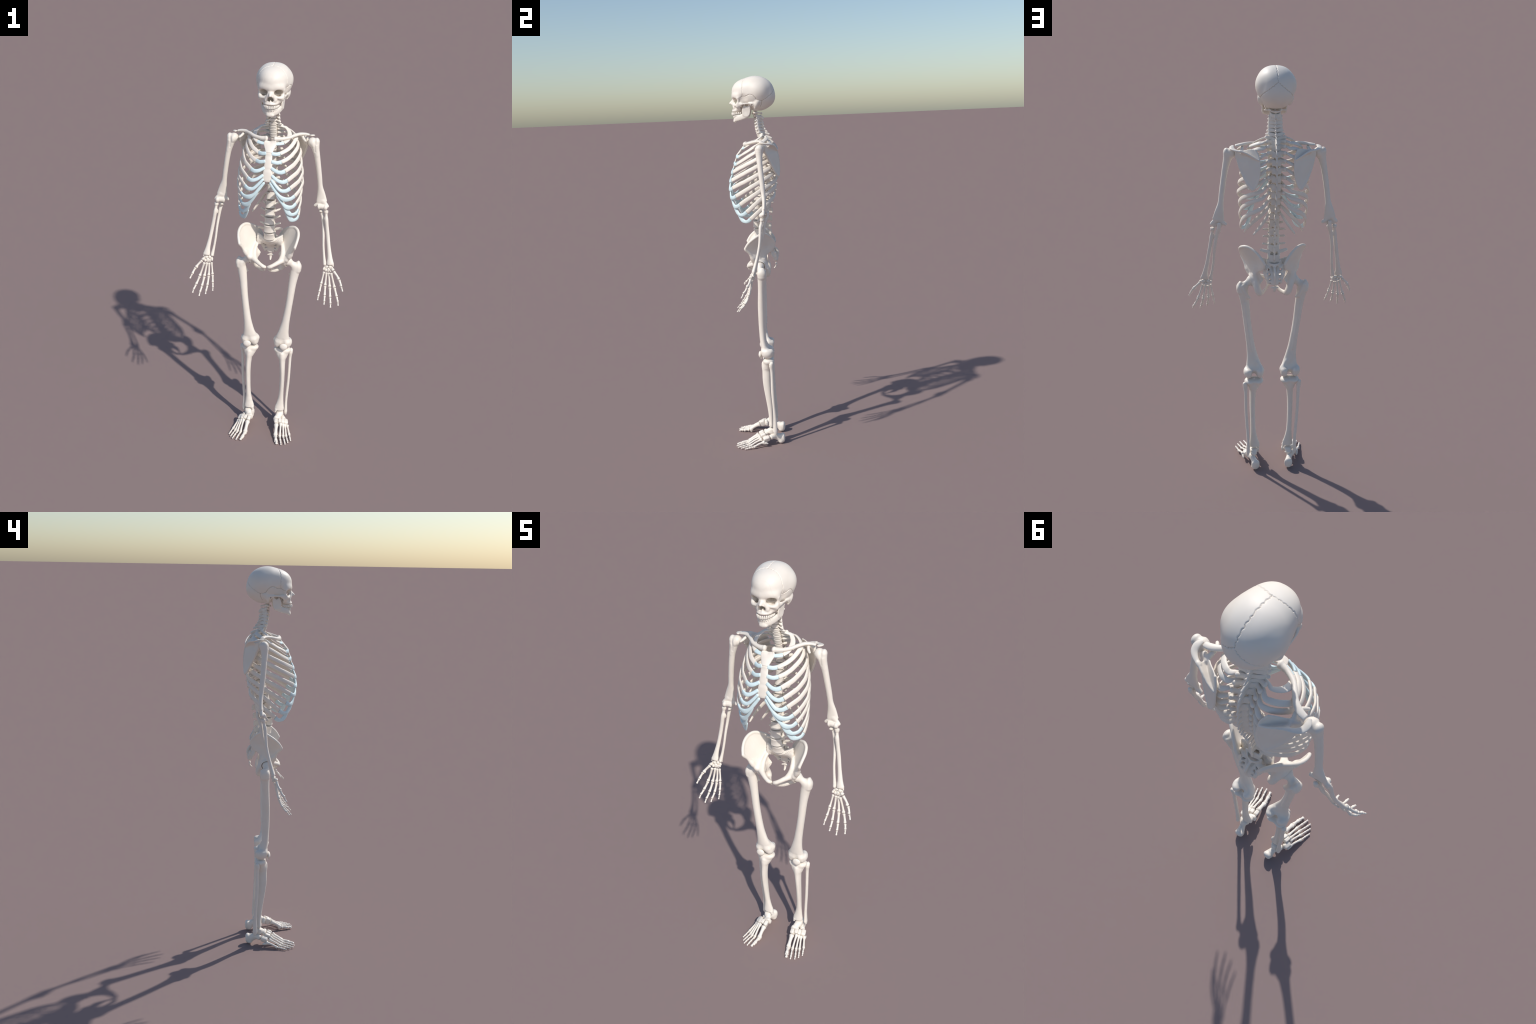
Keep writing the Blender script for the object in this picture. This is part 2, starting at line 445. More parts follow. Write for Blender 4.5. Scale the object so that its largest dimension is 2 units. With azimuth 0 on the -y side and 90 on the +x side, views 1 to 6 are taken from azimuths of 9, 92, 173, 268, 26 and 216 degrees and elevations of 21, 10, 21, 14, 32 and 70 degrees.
# ---- lower jaw
jw = Bone()
body = [V(0, -.0805, 1.7812), V(.013, -.0785, 1.7818), V(.026, -.0675, 1.7838), V(.0365, -.0480, 1.7885), V(.0440, -.0290, 1.7955), V(.0490, -.0130, 1.8030)]
for g in (V(1, 1, 1), S):
    jw.tube([g * q for q in body], [(.0148, .0056), (.0145, .0056), (.0142, .0052), (.0142, .0052), (.0150, .0048), (.0165, .0045)], k=.004, n=30)
    jw.plate([[g * V(.0470, -.0330, 1.800), g * V(.0500, -.0160, 1.7935), g * V(.0525, -.0030, 1.8000)],
              [g * V(.0480, -.0365, 1.817), g * V(.0510, -.0160, 1.817), g * V(.0535, .0020, 1.817)],
              [g * V(.0500, -.0335, 1.834), g * V(.0530, -.0150, 1.834), g * V(.0555, .0030, 1.834)],
              [g * V(.0510, -.0270, 1.846), g * V(.0530, -.0140, 1.838), g * V(.0570, .0020, 1.848)]], .0034, k=.006, nu=3, nv=2)
    jw.tube([g * V(.051, -.0280, 1.838), g * V(.0515, -.0255, 1.852)], [.0034, .0020], k=.004)
    jw.tube([g * V(.0565, .0015, 1.838), g * V(.0570, .0025, 1.849)], [(.004, .0035), (.0035, .004)], k=.004)
    jw.tube([g * V(.0500, .0040, 1.8515), g * V(.0630, .0020, 1.8515)], [.0042, .0042], k=.004)
    jw.ball(g * V(.0085, -.0815, 1.7690), (.009, .005, .0055), k=.008)
jw.ball((0, -.0820, 1.7715), (.012, .0050, .0070), k=.008)
jw.ball((0, -.0960, 1.7890), (.014, .0080, .0050), k=.006, cut=True)
mandible = bone_object('mandible', jw.mesh(.0012, 2), skull)

# ---- teeth: individual crowns along two arches
def tooth(c, out, w, d, hgt, tip):
    """crown centred at c; out = outward direction; tip = +1 points up, -1 down"""
    b = Bone(); out = unit(out); side = np.cross(out, V(0, 0, 1)); up = V(0, 0, 1)
    R = np.array([side, out, up])
    lo_ = c - V(.009, .009, .012); hi_ = c + V(.009, .009, .012)
    def fn(X, Y, Z):
        x, y, z = X - c[0], Y - c[1], Z - c[2]
        a = np.abs(x * side[0] + y * side[1]); o = np.abs(x * out[0] + y * out[1]); t = z * tip / hgt
        ta = w * (.80 + .20 * np.clip(t + .6, 0, 1.2)); to = d * (.95 - .35 * np.clip(t, 0, 1))
        k = ((a / ta) ** 3 + (o / to) ** 2.6 + np.abs(t) ** 4 + 1e-9) ** (1 / 3.)
        return (k - 1) * min(w, d) * .8
    b.ops.append(('add', .001, [(lo_, hi_, fn)]))
    return b.mesh(.0006, 1)

def arch_teeth(widths, y0, yl, xl, z_of, hgts, deps, tip):
    tt = np.linspace(0, 1, 400)
    ax_ = np.stack([xl * np.sin(tt * math.pi / 2) ** .85, y0 + (yl - y0) * (1 - np.cos(tt * math.pi / 2)) ** 1.0], 1)
    arc = np.r_[0, np.cumsum(np.linalg.norm(np.diff(ax_, axis=0), axis=1))]
    sc = arc[-1] / sum(widths)
    s = 0
    for i, w in enumerate(widths):
        mid = (s + w / 2) * sc; s += w
        x = np.interp(mid, arc, ax_[:, 0]); y = np.interp(mid, arc, ax_[:, 1])
        x2 = np.interp(mid + .001, arc, ax_[:, 0]); y2 = np.interp(mid + .001, arc, ax_[:, 1])
        out = V(-(y2 - y), (x2 - x), 0) * -1
        out = unit(out) if out[1] < 0 or i > 4 else unit(-out)
        if out[0] < 0: out = -out
        c = V(x, y, z_of(i))
        m = tooth(c, out, w * sc * .49, deps[i], hgts[i], tip)
        bone_object('tooth', m, skull, TOOTH); bone_object('tooth', m, skull, TOOTH, True)

arch_teeth([8.6, 7, 7.6, 7.2, 7, 9.5, 9.5, 8.5], -.0940, -.0430, .0352, lambda i: 1.8075 + .00045 * i,
           [.0080, .0076, .0080, .0070, .0064, .0060, .0058, .0055], [.0036, .0034, .004, .0045, .0045, .005, .005, .0048], -1)
arch_teeth([6, 6.4, 7, 7.2, 7.2, 10, 10, 8.5], -.0870, -.0360, .0330, lambda i: 1.7935 + .0008 * i,
           [.0064, .0064, .0066, .0060, .0056, .0052, .0050, .0048], [.0032, .0033, .0038, .0042, .0043, .0048, .0048, .0048], 1)

# ---- spine --------------------------------------------------------------------------------------
spine = group('spine', skeleton, (0, .08, 1.1))
# name: body centre z, half height, half width, half depth, front y, forward lean (deg),
#       transverse tip (x, y, z), spinous tip (y, z)
VERT = dict(
 C3=(1.7765, .0072, .0150, .0105, .0170, 2, (.0330, .0290, 1.7690), (.0702, 1.7545)),
 C4=(1.7610, .0072, .0155, .0105, .0175, 4, (.0337, .0290, 1.7530), (.0710, 1.7410)),
 C5=(1.7447, .0075, .0160, .0108, .0185, 8, (.0347, .0300, 1.7360), (.0775, 1.7245)),
 C6=(1.7275, .0078, .0168, .0110, .0215, 13, (.0375, .0330, 1.7190), (.0875, 1.7100)),
 C7=(1.7085, .0080, .0178, .0115, .0262, 18, (.0420, .0420, 1.7060), (.1000, 1.6950)),
 T1=(1.6910, .0078, .0188, .0118, .0315, 22, (.0440, .0580, 1.6930), (.1105, 1.6730)),
 T2=(1.6725, .0095, .0190, .0125, .0370, 22, (.0420, .0760, 1.6790), (.1177, 1.6520)),
 T3=(1.6500, .0112, .0188, .0130, .0440, 18, (.0395, .0916, 1.6590), (.1250, 1.6290)),
 T4=(1.6235, .0120, .0182, .0138, .0500, 14, (.0395, .1050, 1.6335), (.1320, 1.5980)),
 T5=(1.5940, .0128, .0180, .0145, .0540, 9, (.0400, .1120, 1.5985), (.1360, 1.5650)),
 T6=(1.5625, .0138, .0182, .0152, .0560, 4, (.0400, .1145, 1.5630), (.1380, 1.5300)),
 T7=(1.5290, .0146, .0186, .0160, .0545, -1, (.0390, .1145, 1.5250), (.1380, 1.4950)),
 T8=(1.4940, .0154, .0192, .0166, .0495, -6, (.0375, .1125, 1.4880), (.1360, 1.4600)),
 T9=(1.4580, .0160, .0200, .0172, .0425, -10, (.0350, .1080, 1.4530), (.1320, 1.4280)),
 T10=(1.4215, .0164, .0208, .0178, .0335, -13, (.0320, .1000, 1.4190), (.1260, 1.3970)),
 T11=(1.3835, .0170, .0216, .0184, .0230, -14, (.0280, .0880, 1.3830), (.1170, 1.3650)),
 T12=(1.3440, .0175, .0226, .0190, .0110, -13, (.0250, .0740, 1.3450), (.1070, 1.3330)),
 L1=(1.3015, .0180, .0236, .0196, .0005, -10, (.0402, .0602, 1.3023), (.0990, 1.2900)),
 L2=(1.2600, .0180, .0250, .0204, -.0062, -6, (.0503, .0565, 1.2678), (.0930, 1.2480)),
 L3=(1.2190, .0180, .0262, .0210, -.0100, -1, (.0490, .0500, 1.2326), (.0885, 1.2080)),
 L4=(1.1765, .0182, .0280, .0212, -.0060, 8, (.0517, .0490, 1.1958), (.0885, 1.1760)),
 L5=(1.1325, .0180, .0300, .0212, .0100, 18, (.0617, .0510, 1.1655), (.0850, 1.1460)),
)
BODY = {}
def vertebra(nm, z, hh, rx, ry, yf, lean, tp, sp):
    b = Bone()
    c = V(0, yf + ry, z)
    a = math.radians(lean)
    up = V(0, -math.sin(a), math.cos(a)); bk = V(0, math.cos(a), math.sin(a))
    BODY[nm] = (c, up, bk, hh, rx, ry)
    lumbar, cerv = nm[0] == 'L', nm[0] == 'C'
    ext = V(rx, ry + hh * .5, hh + ry * .5) + .002
    def body(X, Y, Z):
        y, zz = Y - c[1], Z - c[2]
        u = y * up[1] + zz * up[2]; w = y * bk[1] + zz * bk[2]
        t = np.clip(u / hh, -1, 1)
        waist = (.90 if lumbar else .92) + (1 - (.90 if lumbar else .92)) * t ** 2
        wb = np.where(w > 0, w * 1.12, w)                 # flatter back
        r = np.sqrt((X / (rx * waist)) ** 2 + (wb / (ry * waist)) ** 2 + 1e-9)
        dr = (r - 1) * ry
        dz = np.abs(u) - hh
        e = .0016
        q0, q1 = np.maximum(dr + e, 0), np.maximum(dz + e, 0)
        return np.minimum(np.maximum(dr + e, dz + e), 0) + np.sqrt(q0 * q0 + q1 * q1) - e
    b.custom(c - ext, c + ext, body, k=.001)
    tip = V(*tp); st = V(0, *sp)
    num = int(nm[1:])
    # arch: laminae as broad overlapping shingles behind the canal
    if cerv: ly, lz, lw, lh = c[1] + .0275, z - .003, .0240 + .0010 * (num - 3), .0060
    elif lumbar: ly, lz, lw, lh = c[1] + .043, z - .004, .0165 + .0011 * num, hh * .92
    else:
        ly = c[1] + {1: .027, 2: .030, 3: .034}[num] if num < 4 else tp[1] + .003 * (num < 11)
        lz, lw, lh = tp[2] - .007, .0175, hh * 1.0
    dv = .015 if cerv else (.005 if lumbar else .009)      # how far the midline stands behind the sides
    sl = .30 if cerv else (.10 if lumbar else .28)          # slope of the shingle
    th_ = .0032 if not lumbar else .0036
    rows = [[V(-lw, ly - dv - sl * lh, lz + lh * .9), V(-lw * .45, ly - dv * .35 - sl * lh, lz + lh * .85), V(0, ly - sl * lh, lz + lh * (.70 if lumbar else .40)), V(lw * .45, ly - dv * .35 - sl * lh, lz + lh * .85), V(lw, ly - dv - sl * lh, lz + lh * .9)],
            [V(-lw, ly - dv, lz), V(-lw * .45, ly - dv * .35, lz), V(0, ly, lz), V(lw * .45, ly - dv * .35, lz), V(lw, ly - dv, lz)],
            [V(-lw, ly - dv + sl * lh, lz - lh * .9), V(-lw * .45, ly - dv * .35 + sl * lh, lz - lh * .75), V(0, ly + sl * lh, lz - lh * (1.0 if lumbar else 1.25)), V(lw * .45, ly - dv * .35 + sl * lh, lz - lh * .75), V(lw, ly - dv + sl * lh, lz - lh * .9)]]
    b.plate(rows, th_, k=.003, nu=1, nv=2)
    for s in (1, -1):
        g = V(s, 1, 1)
        cx = lw * .92
        art = V(s * cx, ly - dv - (.002 if cerv else .003), lz)
        ped0 = c + bk * ry * .75 + V(s * rx * .62, 0, 0) + up * hh * .25
        pr = .0055 if lumbar else (.0036 if cerv else .0046)
        b.tube([ped0, V(s * cx, art[1], max(lz, ped0[2] - .006))], [(hh * .45, pr), (hh * .45, pr)], k=.004, up=up)
        # articular pillars
        if cerv:
            b.tube([art + V(0, -.004, .0085), art + V(0, .001, -.0085)], [(.0080, .0052)] * 2, k=.003, up=(1, 0, 0), cap=.6)
            b.tube([c + V(s * rx * .85, 0, 0) + bk * .001, g * tip - V(s * .003, .003, 0)], [.0036, .0036], k=.003)
            b.tube([art + V(s * .003, -.004, 0), g * tip + V(-s * .003, .001, -.001)], [.0050, .0042], k=.003)
        elif lumbar:
            b.tube([art + V(s * .0030, -.004, hh * 1.15), art + V(s * .001, -.001, 0), art + V(-s * .0015, .003, -hh * 1.25)], [(.0060, .0052), (.0055, .0048), (.0056, .0048)], k=.003, up=(1, 0, 0))
            root = V(s * (rx * .80), c[1] + .026, tip[2] - .006)
            w_ = {5: .0085}.get(num, .0060)
            b.tube([V(s * cx * .9, art[1] - .008, root[2] - .002), root + V(s * .006, 0, 0), (root + g * tip) / 2 + V(s * .004, .001, .001), g * tip], [(.0070, .0050), (w_, .0042), (w_ * .95, .0034), (w_ * .8, .0030)], k=.004, up=up)
        else:
            b.tube([art + V(0, -.004, lh * 1.15), art + V(0, .001, -lh * .9)], [(.0056, .0036)] * 2, k=.003, up=(1, 0, 0))
            tr = .0084 if num < 10 else (.0070 if num == 10 else .0052)
            b.tube([art + V(-s * .004, -.002, .003), (art + g * tip) / 2 + V(0, .001, .003), g * tip + V(-s * .003, .003, .001)], [(.0105, .0056), (.0085, .0056), (tr * 1.1, tr * .9)], k=.004, up=up)
    # spinous process
    root = V(0, ly, lz - lh * .35)
    if lumbar:
        q = (st - root); b.plate([[root + V(0, 0, hh * .62), root + q * .55 + V(0, 0, hh * .60), st + V(0, -.003, hh * .50)],
                                  [root - V(0, 0, hh * .55), root + q * .55 - V(0, 0, hh * .60), st - V(0, .003, hh * .66)]], [[.0030, .0024, .0042], [.0030, .0028, .0048]], k=.003, nu=3, nv=2)
    elif cerv:
        hgt = .0070 if nm == 'C7' else .0052
        b.tube([root, (root + st) / 2 + V(0, 0, .001), st - V(0, .003, 0)], [(.0070, .0030), (hgt, .0024), (.0044, .0028)], k=.003, up=(0, .3, 1))
        if nm in ('C3', 'C4', 'C5', 'C6'):
            for s in (1, -1): b.tube([st - V(0, .006, 0), st + V(s * .0042, 0, -.001)], [.0028, .0022], k=.002)
    else:
        b.tube([root, root * .5 + st * .5 + V(0, .0010, .001), st - V(0, .003, 0)], [(.0100, .0045), (.0080, .0036 if num > 4 else .0042), (.0056, .0036 if num > 4 else .0046)], k=.005, up=(0, .5, 1))
    cw = rx * (.62 if cerv else .50)
    # spinal canal
    ca = V(0, (c[1] + ry + ly) / 2 - .002, z)
    b.tube([ca - up * hh * 2.2, ca + up * hh * 2.2], [(cw * .92, max(.004, (ly - c[1] - ry) / 2 - .002))] * 2, k=.002, up=(1, 0, 0), cut=True)
    bone_object('vertebra', b.mesh(.0011, 2), spine)
for nm, p in VERT.items(): vertebra(nm, *p)

# axis (with its peg) and atlas
ax2 = Bone()
ax2.ball((0, .0275, 1.7915), (.0145, .0105, .0095), k=.003)
ax2.tube([V(0, .0265, 1.795), V(0, .0230, 1.815)], [.0062, .0045], k=.004)
for s in (1, -1):
    ax2.tube([V(s * .010, .030, 1.796), V(s * .021, .033, 1.797)], [(.006, .008), (.004, .009)], k=.004)
    ax2.tube([V(s * .020, .033, 1.790), V(s * .030, .036, 1.783)], [.0042, .003], k=.003)
    ax2.tube([V(s * .019, .036, 1.791), V(s * .015, .046, 1.788), V(0, .0555, 1.786)], [(.007, .0035), (.008, .0035), (.009, .0045)], k=.004)
    ax2.tube([V(0, .052, 1.7875), V(s * .003, .062, 1.783), V(s * .0055, .0690, 1.7755)], [(.0095, .004), (.008, .0034), (.005, .0032)], k=.004)
    ax2.tube([V(s * .019, .042, 1.785), V(s * .0185, .046, 1.776)], [(.006, .0035)] * 2, k=.004, up=(1, 0, 0))
bone_object('vertebra', ax2.mesh(.0011, 2), spine)
at = Bone()
for s in (1, -1):
    at.ball((s * .0215, .0285, 1.8095), (.0085, .0125, .0085), k=.004)
    at.tube([V(s * .026, .028, 1.8085), V(s * .0455, .0270, 1.8082)], [(.0042, .006), (.0040, .0046)], k=.004)
    at.tube([V(s * .023, .038, 1.809), V(s * .018, .052, 1.807), V(s * .007, .0585, 1.8055), V(0, .0600, 1.8050)], [(.0040, .0032), (.0034, .0030), (.0042, .0036), (.0050, .0040)], k=.003)
    at.tube([V(s * .020, .021, 1.808), V(s * .010, .0155, 1.807), V(0, .0140, 1.8065)], [(.005, .0035), (.0046, .0032), (.0052, .0038)], k=.003)
bone_object('vertebra', at.mesh(.0011, 2), spine)

# ---- sacrum and coccyx
sa = Bone()
sec = [(1.106, .050, .0300, .0210), (1.088, .064, .0310, .0195), (1.068, .085, .0280, .0145), (1.050, .100, .0260, .0110), (1.030, .1070, .0230, .0090), (1.012, .1080, .0140, .0070)]
sa.tube([V(0, y, z) for z, y, w, d in sec], [(w, d) for z, y, w, d in sec], k=.004, up=(1, 0, 0), n=24, cap=.35)
c5, up5, bk5 = V(0, .0430, 1.1040), unit(V(0, -.42, 1)), unit(V(0, 1, .42))
sa.ball(c5 + bk5 * .004, (.0285, .0205, .010), k=.006, rot=np.array([V(1, 0, 0), bk5, up5]))
for s in (1, -1):
    sa.plate([[V(s * .022, .045, 1.104), V(s * .045, .050, 1.1160), V(s * .0615, .0570, 1.1280)],
              [V(s * .022, .058, 1.093), V(s * .043, .056, 1.0960), V(s * .0605, .0540, 1.0980)],
              [V(s * .022, .072, 1.080), V(s * .040, .068, 1.0770), V(s * .0580, .0560, 1.0770)]], [[.010, .0075, .005], [.013, .012, .009], [.012, .011, .007]], k=.008, nu=3, nv=2)
    sa.plate([[V(s * .030, .082, 1.090), V(s * .052, .078, 1.1000)], [V(s * .030, .092, 1.066), V(s * .0470, .080, 1.0660)],
              [V(s * .028, .102, 1.044), V(s * .0380, .093, 1.0400)], [V(s * .014, .108, 1.020), V(s * .0300, .097, 1.0250)]],
             [[.010, .007], [.008, .006], [.006, .0048], [.005, .0040]], k=.008, nu=2, nv=2)
    # superior articular horns that carry the last lumbar vertebra
    sa.tube([V(s * .030, .074, 1.100), V(s * .030, .072, 1.122)], [(.0075, .0045), (.006, .0035)], k=.006, up=(1, 0, 0))
    # lateral crest bumps
    for (x, y, z) in ((.034, .103, 1.078), (.034, .112, 1.060), (.033, .114, 1.042), (.030, .112, 1.026)):
        sa.ball((s * x, y - .006, z), (.006, .006, .008), k=.008)
# back wall of the canal
sa.tube([V(-.026, .078, 1.104), V(0, .0900, 1.1010), V(.026, .078, 1.104)], [(.0085, .0042)] * 3, k=.006)
# median crest
sa.tube([V(0, .090, 1.092), V(0, .108, 1.080), V(0, .1175, 1.0620), V(0, .1185, 1.0450), V(0, .1130, 1.020)], [(.005, .006), (.0055, .007), (.0048, .007), (.0042, .006), (.004, .005)], k=.008, up=(1, 0, 0))
# canal mouth and the four pairs of foramina
sa.tube([V(0, .074, 1.132), V(0, .083, 1.098), V(0, .096, 1.076)], [(.021, .009), (.017, .0075), (.010, .004)], k=.003, up=(1, 0, 0), cut=True)
for (x, y, z, r, dy) in ((.0285, .092, 1.083, .0052, .32), (.0245, .102, 1.062, .0056, .18), (.0230, .108, 1.040, .0052, .05), (.0215, .108, 1.022, .0034, -.1)):
    for s in (1, -1):
        dv = unit(V(s * -.1, 1, dy * 1.2))
        sa.tube([V(s * x, y, z) - dv * .045, V(s * x, y, z) + dv * .03], [(r * .8, r * .9), (r, r * 1.15)], k=.003, cut=True)
bone_object('sacrum', sa.mesh(.0012, 2), spine)
co = Bone()
co.tube([V(0, .1075, 1.0005), V(0, .1080, .990), V(0, .1035, .980), V(0, .0960, .9735)], [(.0085, .0045), (.0075, .0042), (.0060, .004), (.0040, .0034)], k=.003, up=(1, 0, 0))
for s in (1, -1): co.tube([V(s * .005, .1070, .9995), V(s * .0150, .1050, .9975)], [.0040, .0034], k=.003)
bone_object('coccyx', co.mesh(.001, 2), spine)

# ---- rib cage -----------------------------------------------------------------------------------
cage = group('rib_cage', skeleton, (0, .0, 1.45))
def outward(p):
    h_ = unit(V(p[0], (p[1] - .03) * .9, 0))                # ribs face up where the cage widens downwards
    return h_ + V(0, 0, np.interp(p[2], [1.25, 1.35, 1.40, 1.44, 1.49, 1.53, 1.57, 1.61], [-.15, -.10, .0, .10, .20, .30, .42, .55]))
# side and front course of each rib (outer face centre line), from back to front, ending at the cartilage
RIB = {
 2: [(.1175, .040, 1.6460), (.1130, .020, 1.6346), (.1061, 0, 1.6219), (.0960, -.020, 1.6095), (.0800, -.042, 1.5980), (.0514, -.0636, 1.5842)],
 3: [(.1260, .045, 1.6165), (.1265, .020, 1.6038), (.1216, 0, 1.5927), (.1126, -.020, 1.5809), (.1007, -.040, 1.5685), (.0830, -.060, 1.5568), (.0609, -.0766, 1.5471)],
 4: [(.1410, .045, 1.5790), (.1415, .020, 1.5668), (.1379, 0, 1.5571), (.1329, -.020, 1.5483), (.1247, -.040, 1.5380), (.1145, -.060, 1.5284), (.0818, -.0964, 1.5084)],
 5: [(.1490, .045, 1.5410), (.1510, .020, 1.5295), (.1505, 0, 1.5200), (.1475, -.020, 1.5107), (.1413, -.040, 1.5000), (.1320, -.060, 1.4902), (.0964, -.1055, 1.4655)],
 6: [(.1560, .045, 1.4990), (.1590, .020, 1.4863), (.1580, 0, 1.4765), (.1549, -.020, 1.4669), (.1495, -.040, 1.4565), (.1420, -.060, 1.4479), (.1103, -.1026, 1.4259)],
 7: [(.1580, .045, 1.4540), (.1610, .020, 1.4435), (.1624, 0, 1.4333), (.1594, -.020, 1.4218), (.1546, -.040, 1.4106), (.1470, -.060, 1.3990), (.1318, -.0862, 1.3839)],
 8: [(.1560, .045, 1.4085), (.1580, .020, 1.3950), (.1570, 0, 1.3829), (.1540, -.020, 1.3703), (.1495, -.040, 1.3581), (.1379, -.0655, 1.3400)],
 9: [(.1540, .045, 1.3635), (.1560, .020, 1.3455), (.1550, 0, 1.3285), (.1515, -.020, 1.3112), (.1486, -.0329, 1.3006)],
 10: [(.1490, .050, 1.3180), (.1515, .020, 1.2919), (.1500, 0, 1.2746), (.1481, -.0140, 1.2632)],
}
def rib_mesh(k):
    nm = f'T{k}'
    c, up, bk, hh, rx, ry = BODY[nm]
    tp = V(*VERT[nm][6])
    head = c + V(rx * .93, 0, 0) + bk * ry * .45 + up * hh * .75
    tub = tp + V(.0015, -.0062, -.001)
    if k == 1:
        pts = [head, tub, V(.062, .0560, 1.6870), V(.0800, .0360, 1.6720), V(.0850, .0110, 1.6565), V(.0780, -.0140, 1.6410), V(.0632, -.0321, 1.6300)]
        rad = [(.0045, .0045), (.0060, .0042), (.0085, .0036), (.0105, .0034), (.0115, .0034), (.0105, .0036), (.0095, .0042)]
        return pts, rad, (lambda p: V(.25, -.45, 1.0))
    if k == 11:
        pts = [head, tub + V(.004, .004, 0), V(.058, .0920, 1.3540), V(.092, .0760, 1.3170), V(.120, .0490, 1.2790), V(.1353, .0180, 1.2430)]
        rad = [(.0055, .005), (.0075, .0042), (.0095, .0042), (.0098, .0042), (.0085, .0040), (.0050, .0035)]
        return pts, rad, outward
    if k == 12:
        pts = [head, tub + V(.006, .004, -.004), V(.052, .0770, 1.3080), V(.076, .0710, 1.2730), V(.0973, .0590, 1.2410)]
        rad = [(.0050, .005), (.0065, .0040), (.0080, .0040), (.0075, .0038), (.0042, .0032)]
        return pts, rad, outward
    side = [V(*q) for q in RIB[k]]
    e_ = min(4, len(side) - 1)
    slope = (side[1][2] - side[e_][2]) / (side[1][1] - side[e_][1])
    if k > 4:
        side[0][0] *= .965; side[1][0] *= .986
    side[0][2] = side[1][2] + slope * (side[0][1] - side[1][1])
    x0, y0, z0 = side[0]
    ya = tp[1] + (.013 if k > 3 else .009)                        # the angle: hindmost point of the rib
    zb = tp[2] - .003
    angle = V(tp[0] + (.030 if k > 3 else .022), ya, 0)
    mid = V(x0 * .925, y0 + (ya - y0) * .34, 0)
    mid2 = V(x0 * .80, y0 + (ya - y0) * .68, 0)
    mid3 = V(x0 * .645, y0 + (ya - y0) * .935, 0)
    slope *= {8: .96, 9: .88}.get(k, 1.02)
    f = lambda q: z0 + slope * (q[1] - y0)
    mid[2] = f(mid); mid2[2] = f(mid2); mid3[2] = f(mid3) + .001
    angle[2] = (mid3[2] * .58 + zb * .42)
    pts = [head, tub, tub * .45 + angle * .55 + V(0, .0030, .0015), angle, mid3, mid2, mid] + side
    n = len(side)
    big = .0108 if k > 3 else .0098
    rad = [(.0055, .0052), (.0062, .0056), (.0078, .0054 if k > 3 else .0046), (.0090, .0052 if k > 3 else .0044), (.0098, .0052 if k > 3 else .0044), (big, .0050 if k > 3 else .0044), (big, .0048 if k > 3 else .0044)] + [(big, .0046)] * (n - 2) + [(big * 1.02, .0047), (big * 1.0, .0050)]
    if k == 2:
        return pts, rad, (lambda p: outward(p) + V(0, 0, .55))
    if k == 3:
        return pts, rad, (lambda p: outward(p) + V(0, 0, .15))
    return pts, rad, outward
CART_PATH = {
 1: [(.0632, -.0321, 1.6300), (.0470, -.0405, 1.6272), (.0250, -.0465, 1.6255)],
 2: [(.0514, -.0636, 1.5842), (.0340, -.0745, 1.5830), (.0120, -.0800, 1.5860)],
 3: [(.0609, -.0766, 1.5471), (.0410, -.0890, 1.5450), (.0140, -.0935, 1.5505)],
 4: [(.0818, -.0964, 1.5084), (.0640, -.1050, 1.5030), (.0420, -.1065, 1.5070), (.0150, -.0995, 1.5210)],
 5: [(.0964, -.1055, 1.4655), (.0760, -.1160, 1.4590), (.0500, -.1165, 1.4660), (.0190, -.1075, 1.4870)],
 6: [(.1103, -.1026, 1.4259), (.0920, -.1150, 1.4165), (.0680, -.1205, 1.4180), (.0440, -.1185, 1.4390), (.0180, -.1125, 1.4690)],
 7: [(.1318, -.0862, 1.3839), (.1130, -.1030, 1.3740), (.0860, -.1145, 1.3740), (.0600, -.1180, 1.3910), (.0380, -.1165, 1.4180), (.0120, -.1120, 1.4530)],
 8: [(.1379, -.0655, 1.3400), (.1230, -.0840, 1.3285), (.1000, -.0980, 1.3290), (.0780, -.1075, 1.3490), (.0570, -.1150, 1.3830), (.0440, -.1165, 1.4060)],
 9: [(.1486, -.0329, 1.3006), (.1390, -.0510, 1.2870), (.1200, -.0710, 1.2850), (.1030, -.0860, 1.3010), (.0910, -.0970, 1.3240), (.0810, -.1045, 1.3420)],
 10: [(.1481, -.0140, 1.2632), (.1420, -.0270, 1.2520), (.1290, -.0420, 1.2480), (.1150, -.0590, 1.2570), (.1025, -.0750, 1.2820), (.0930, -.0880, 1.3030)],
}
for k in range(1, 13):
    pts, rad, ref = rib_mesh(k)
    ends = (.004, .006 if k > 10 else 0)
    both('rib', sweep(pts, rad, ref, n=64, m=16, round_ends=ends), cage, cage)
    if k <= 10:
        cp = [V(*q) for q in CART_PATH[k]]
        w0 = rad[-1][0]
        n = len(cp)
        if k == 1: cr = [(.0095, .0042), (.0085, .0048), (.0080, .0050)]; rf = lambda p: V(.15, -.75, .75)
        else:
            wa = {2: .0088, 3: .0086, 4: .0080, 5: .0076, 6: .0068, 7: .0062, 8: .0055, 9: .0055, 10: .0055}[k]
            cr = [(w0 + (wa - w0) * i / (n - 1), .0050) for i in range(n)]
            if k in (7, 8): cr[2] = (.0120, .0050); cr[-2] = (.0082, .0050)
            if k in (9, 10): cr[-3] = (.0125, .0048); cr[-2] = (.0105, .0048)
            rf = ref
            if k < 7: rf = lambda p: V(p[0] * .9, -.10, 0.02)
            else: rf = lambda p: V(p[0] * .8, min(p[1], -.03) * 1.0, -.01)
        both('costal_cartilage', sweep(cp, cr, rf, n=30, m=16, round_ends=(0, .0015)), cage, cage, CART)

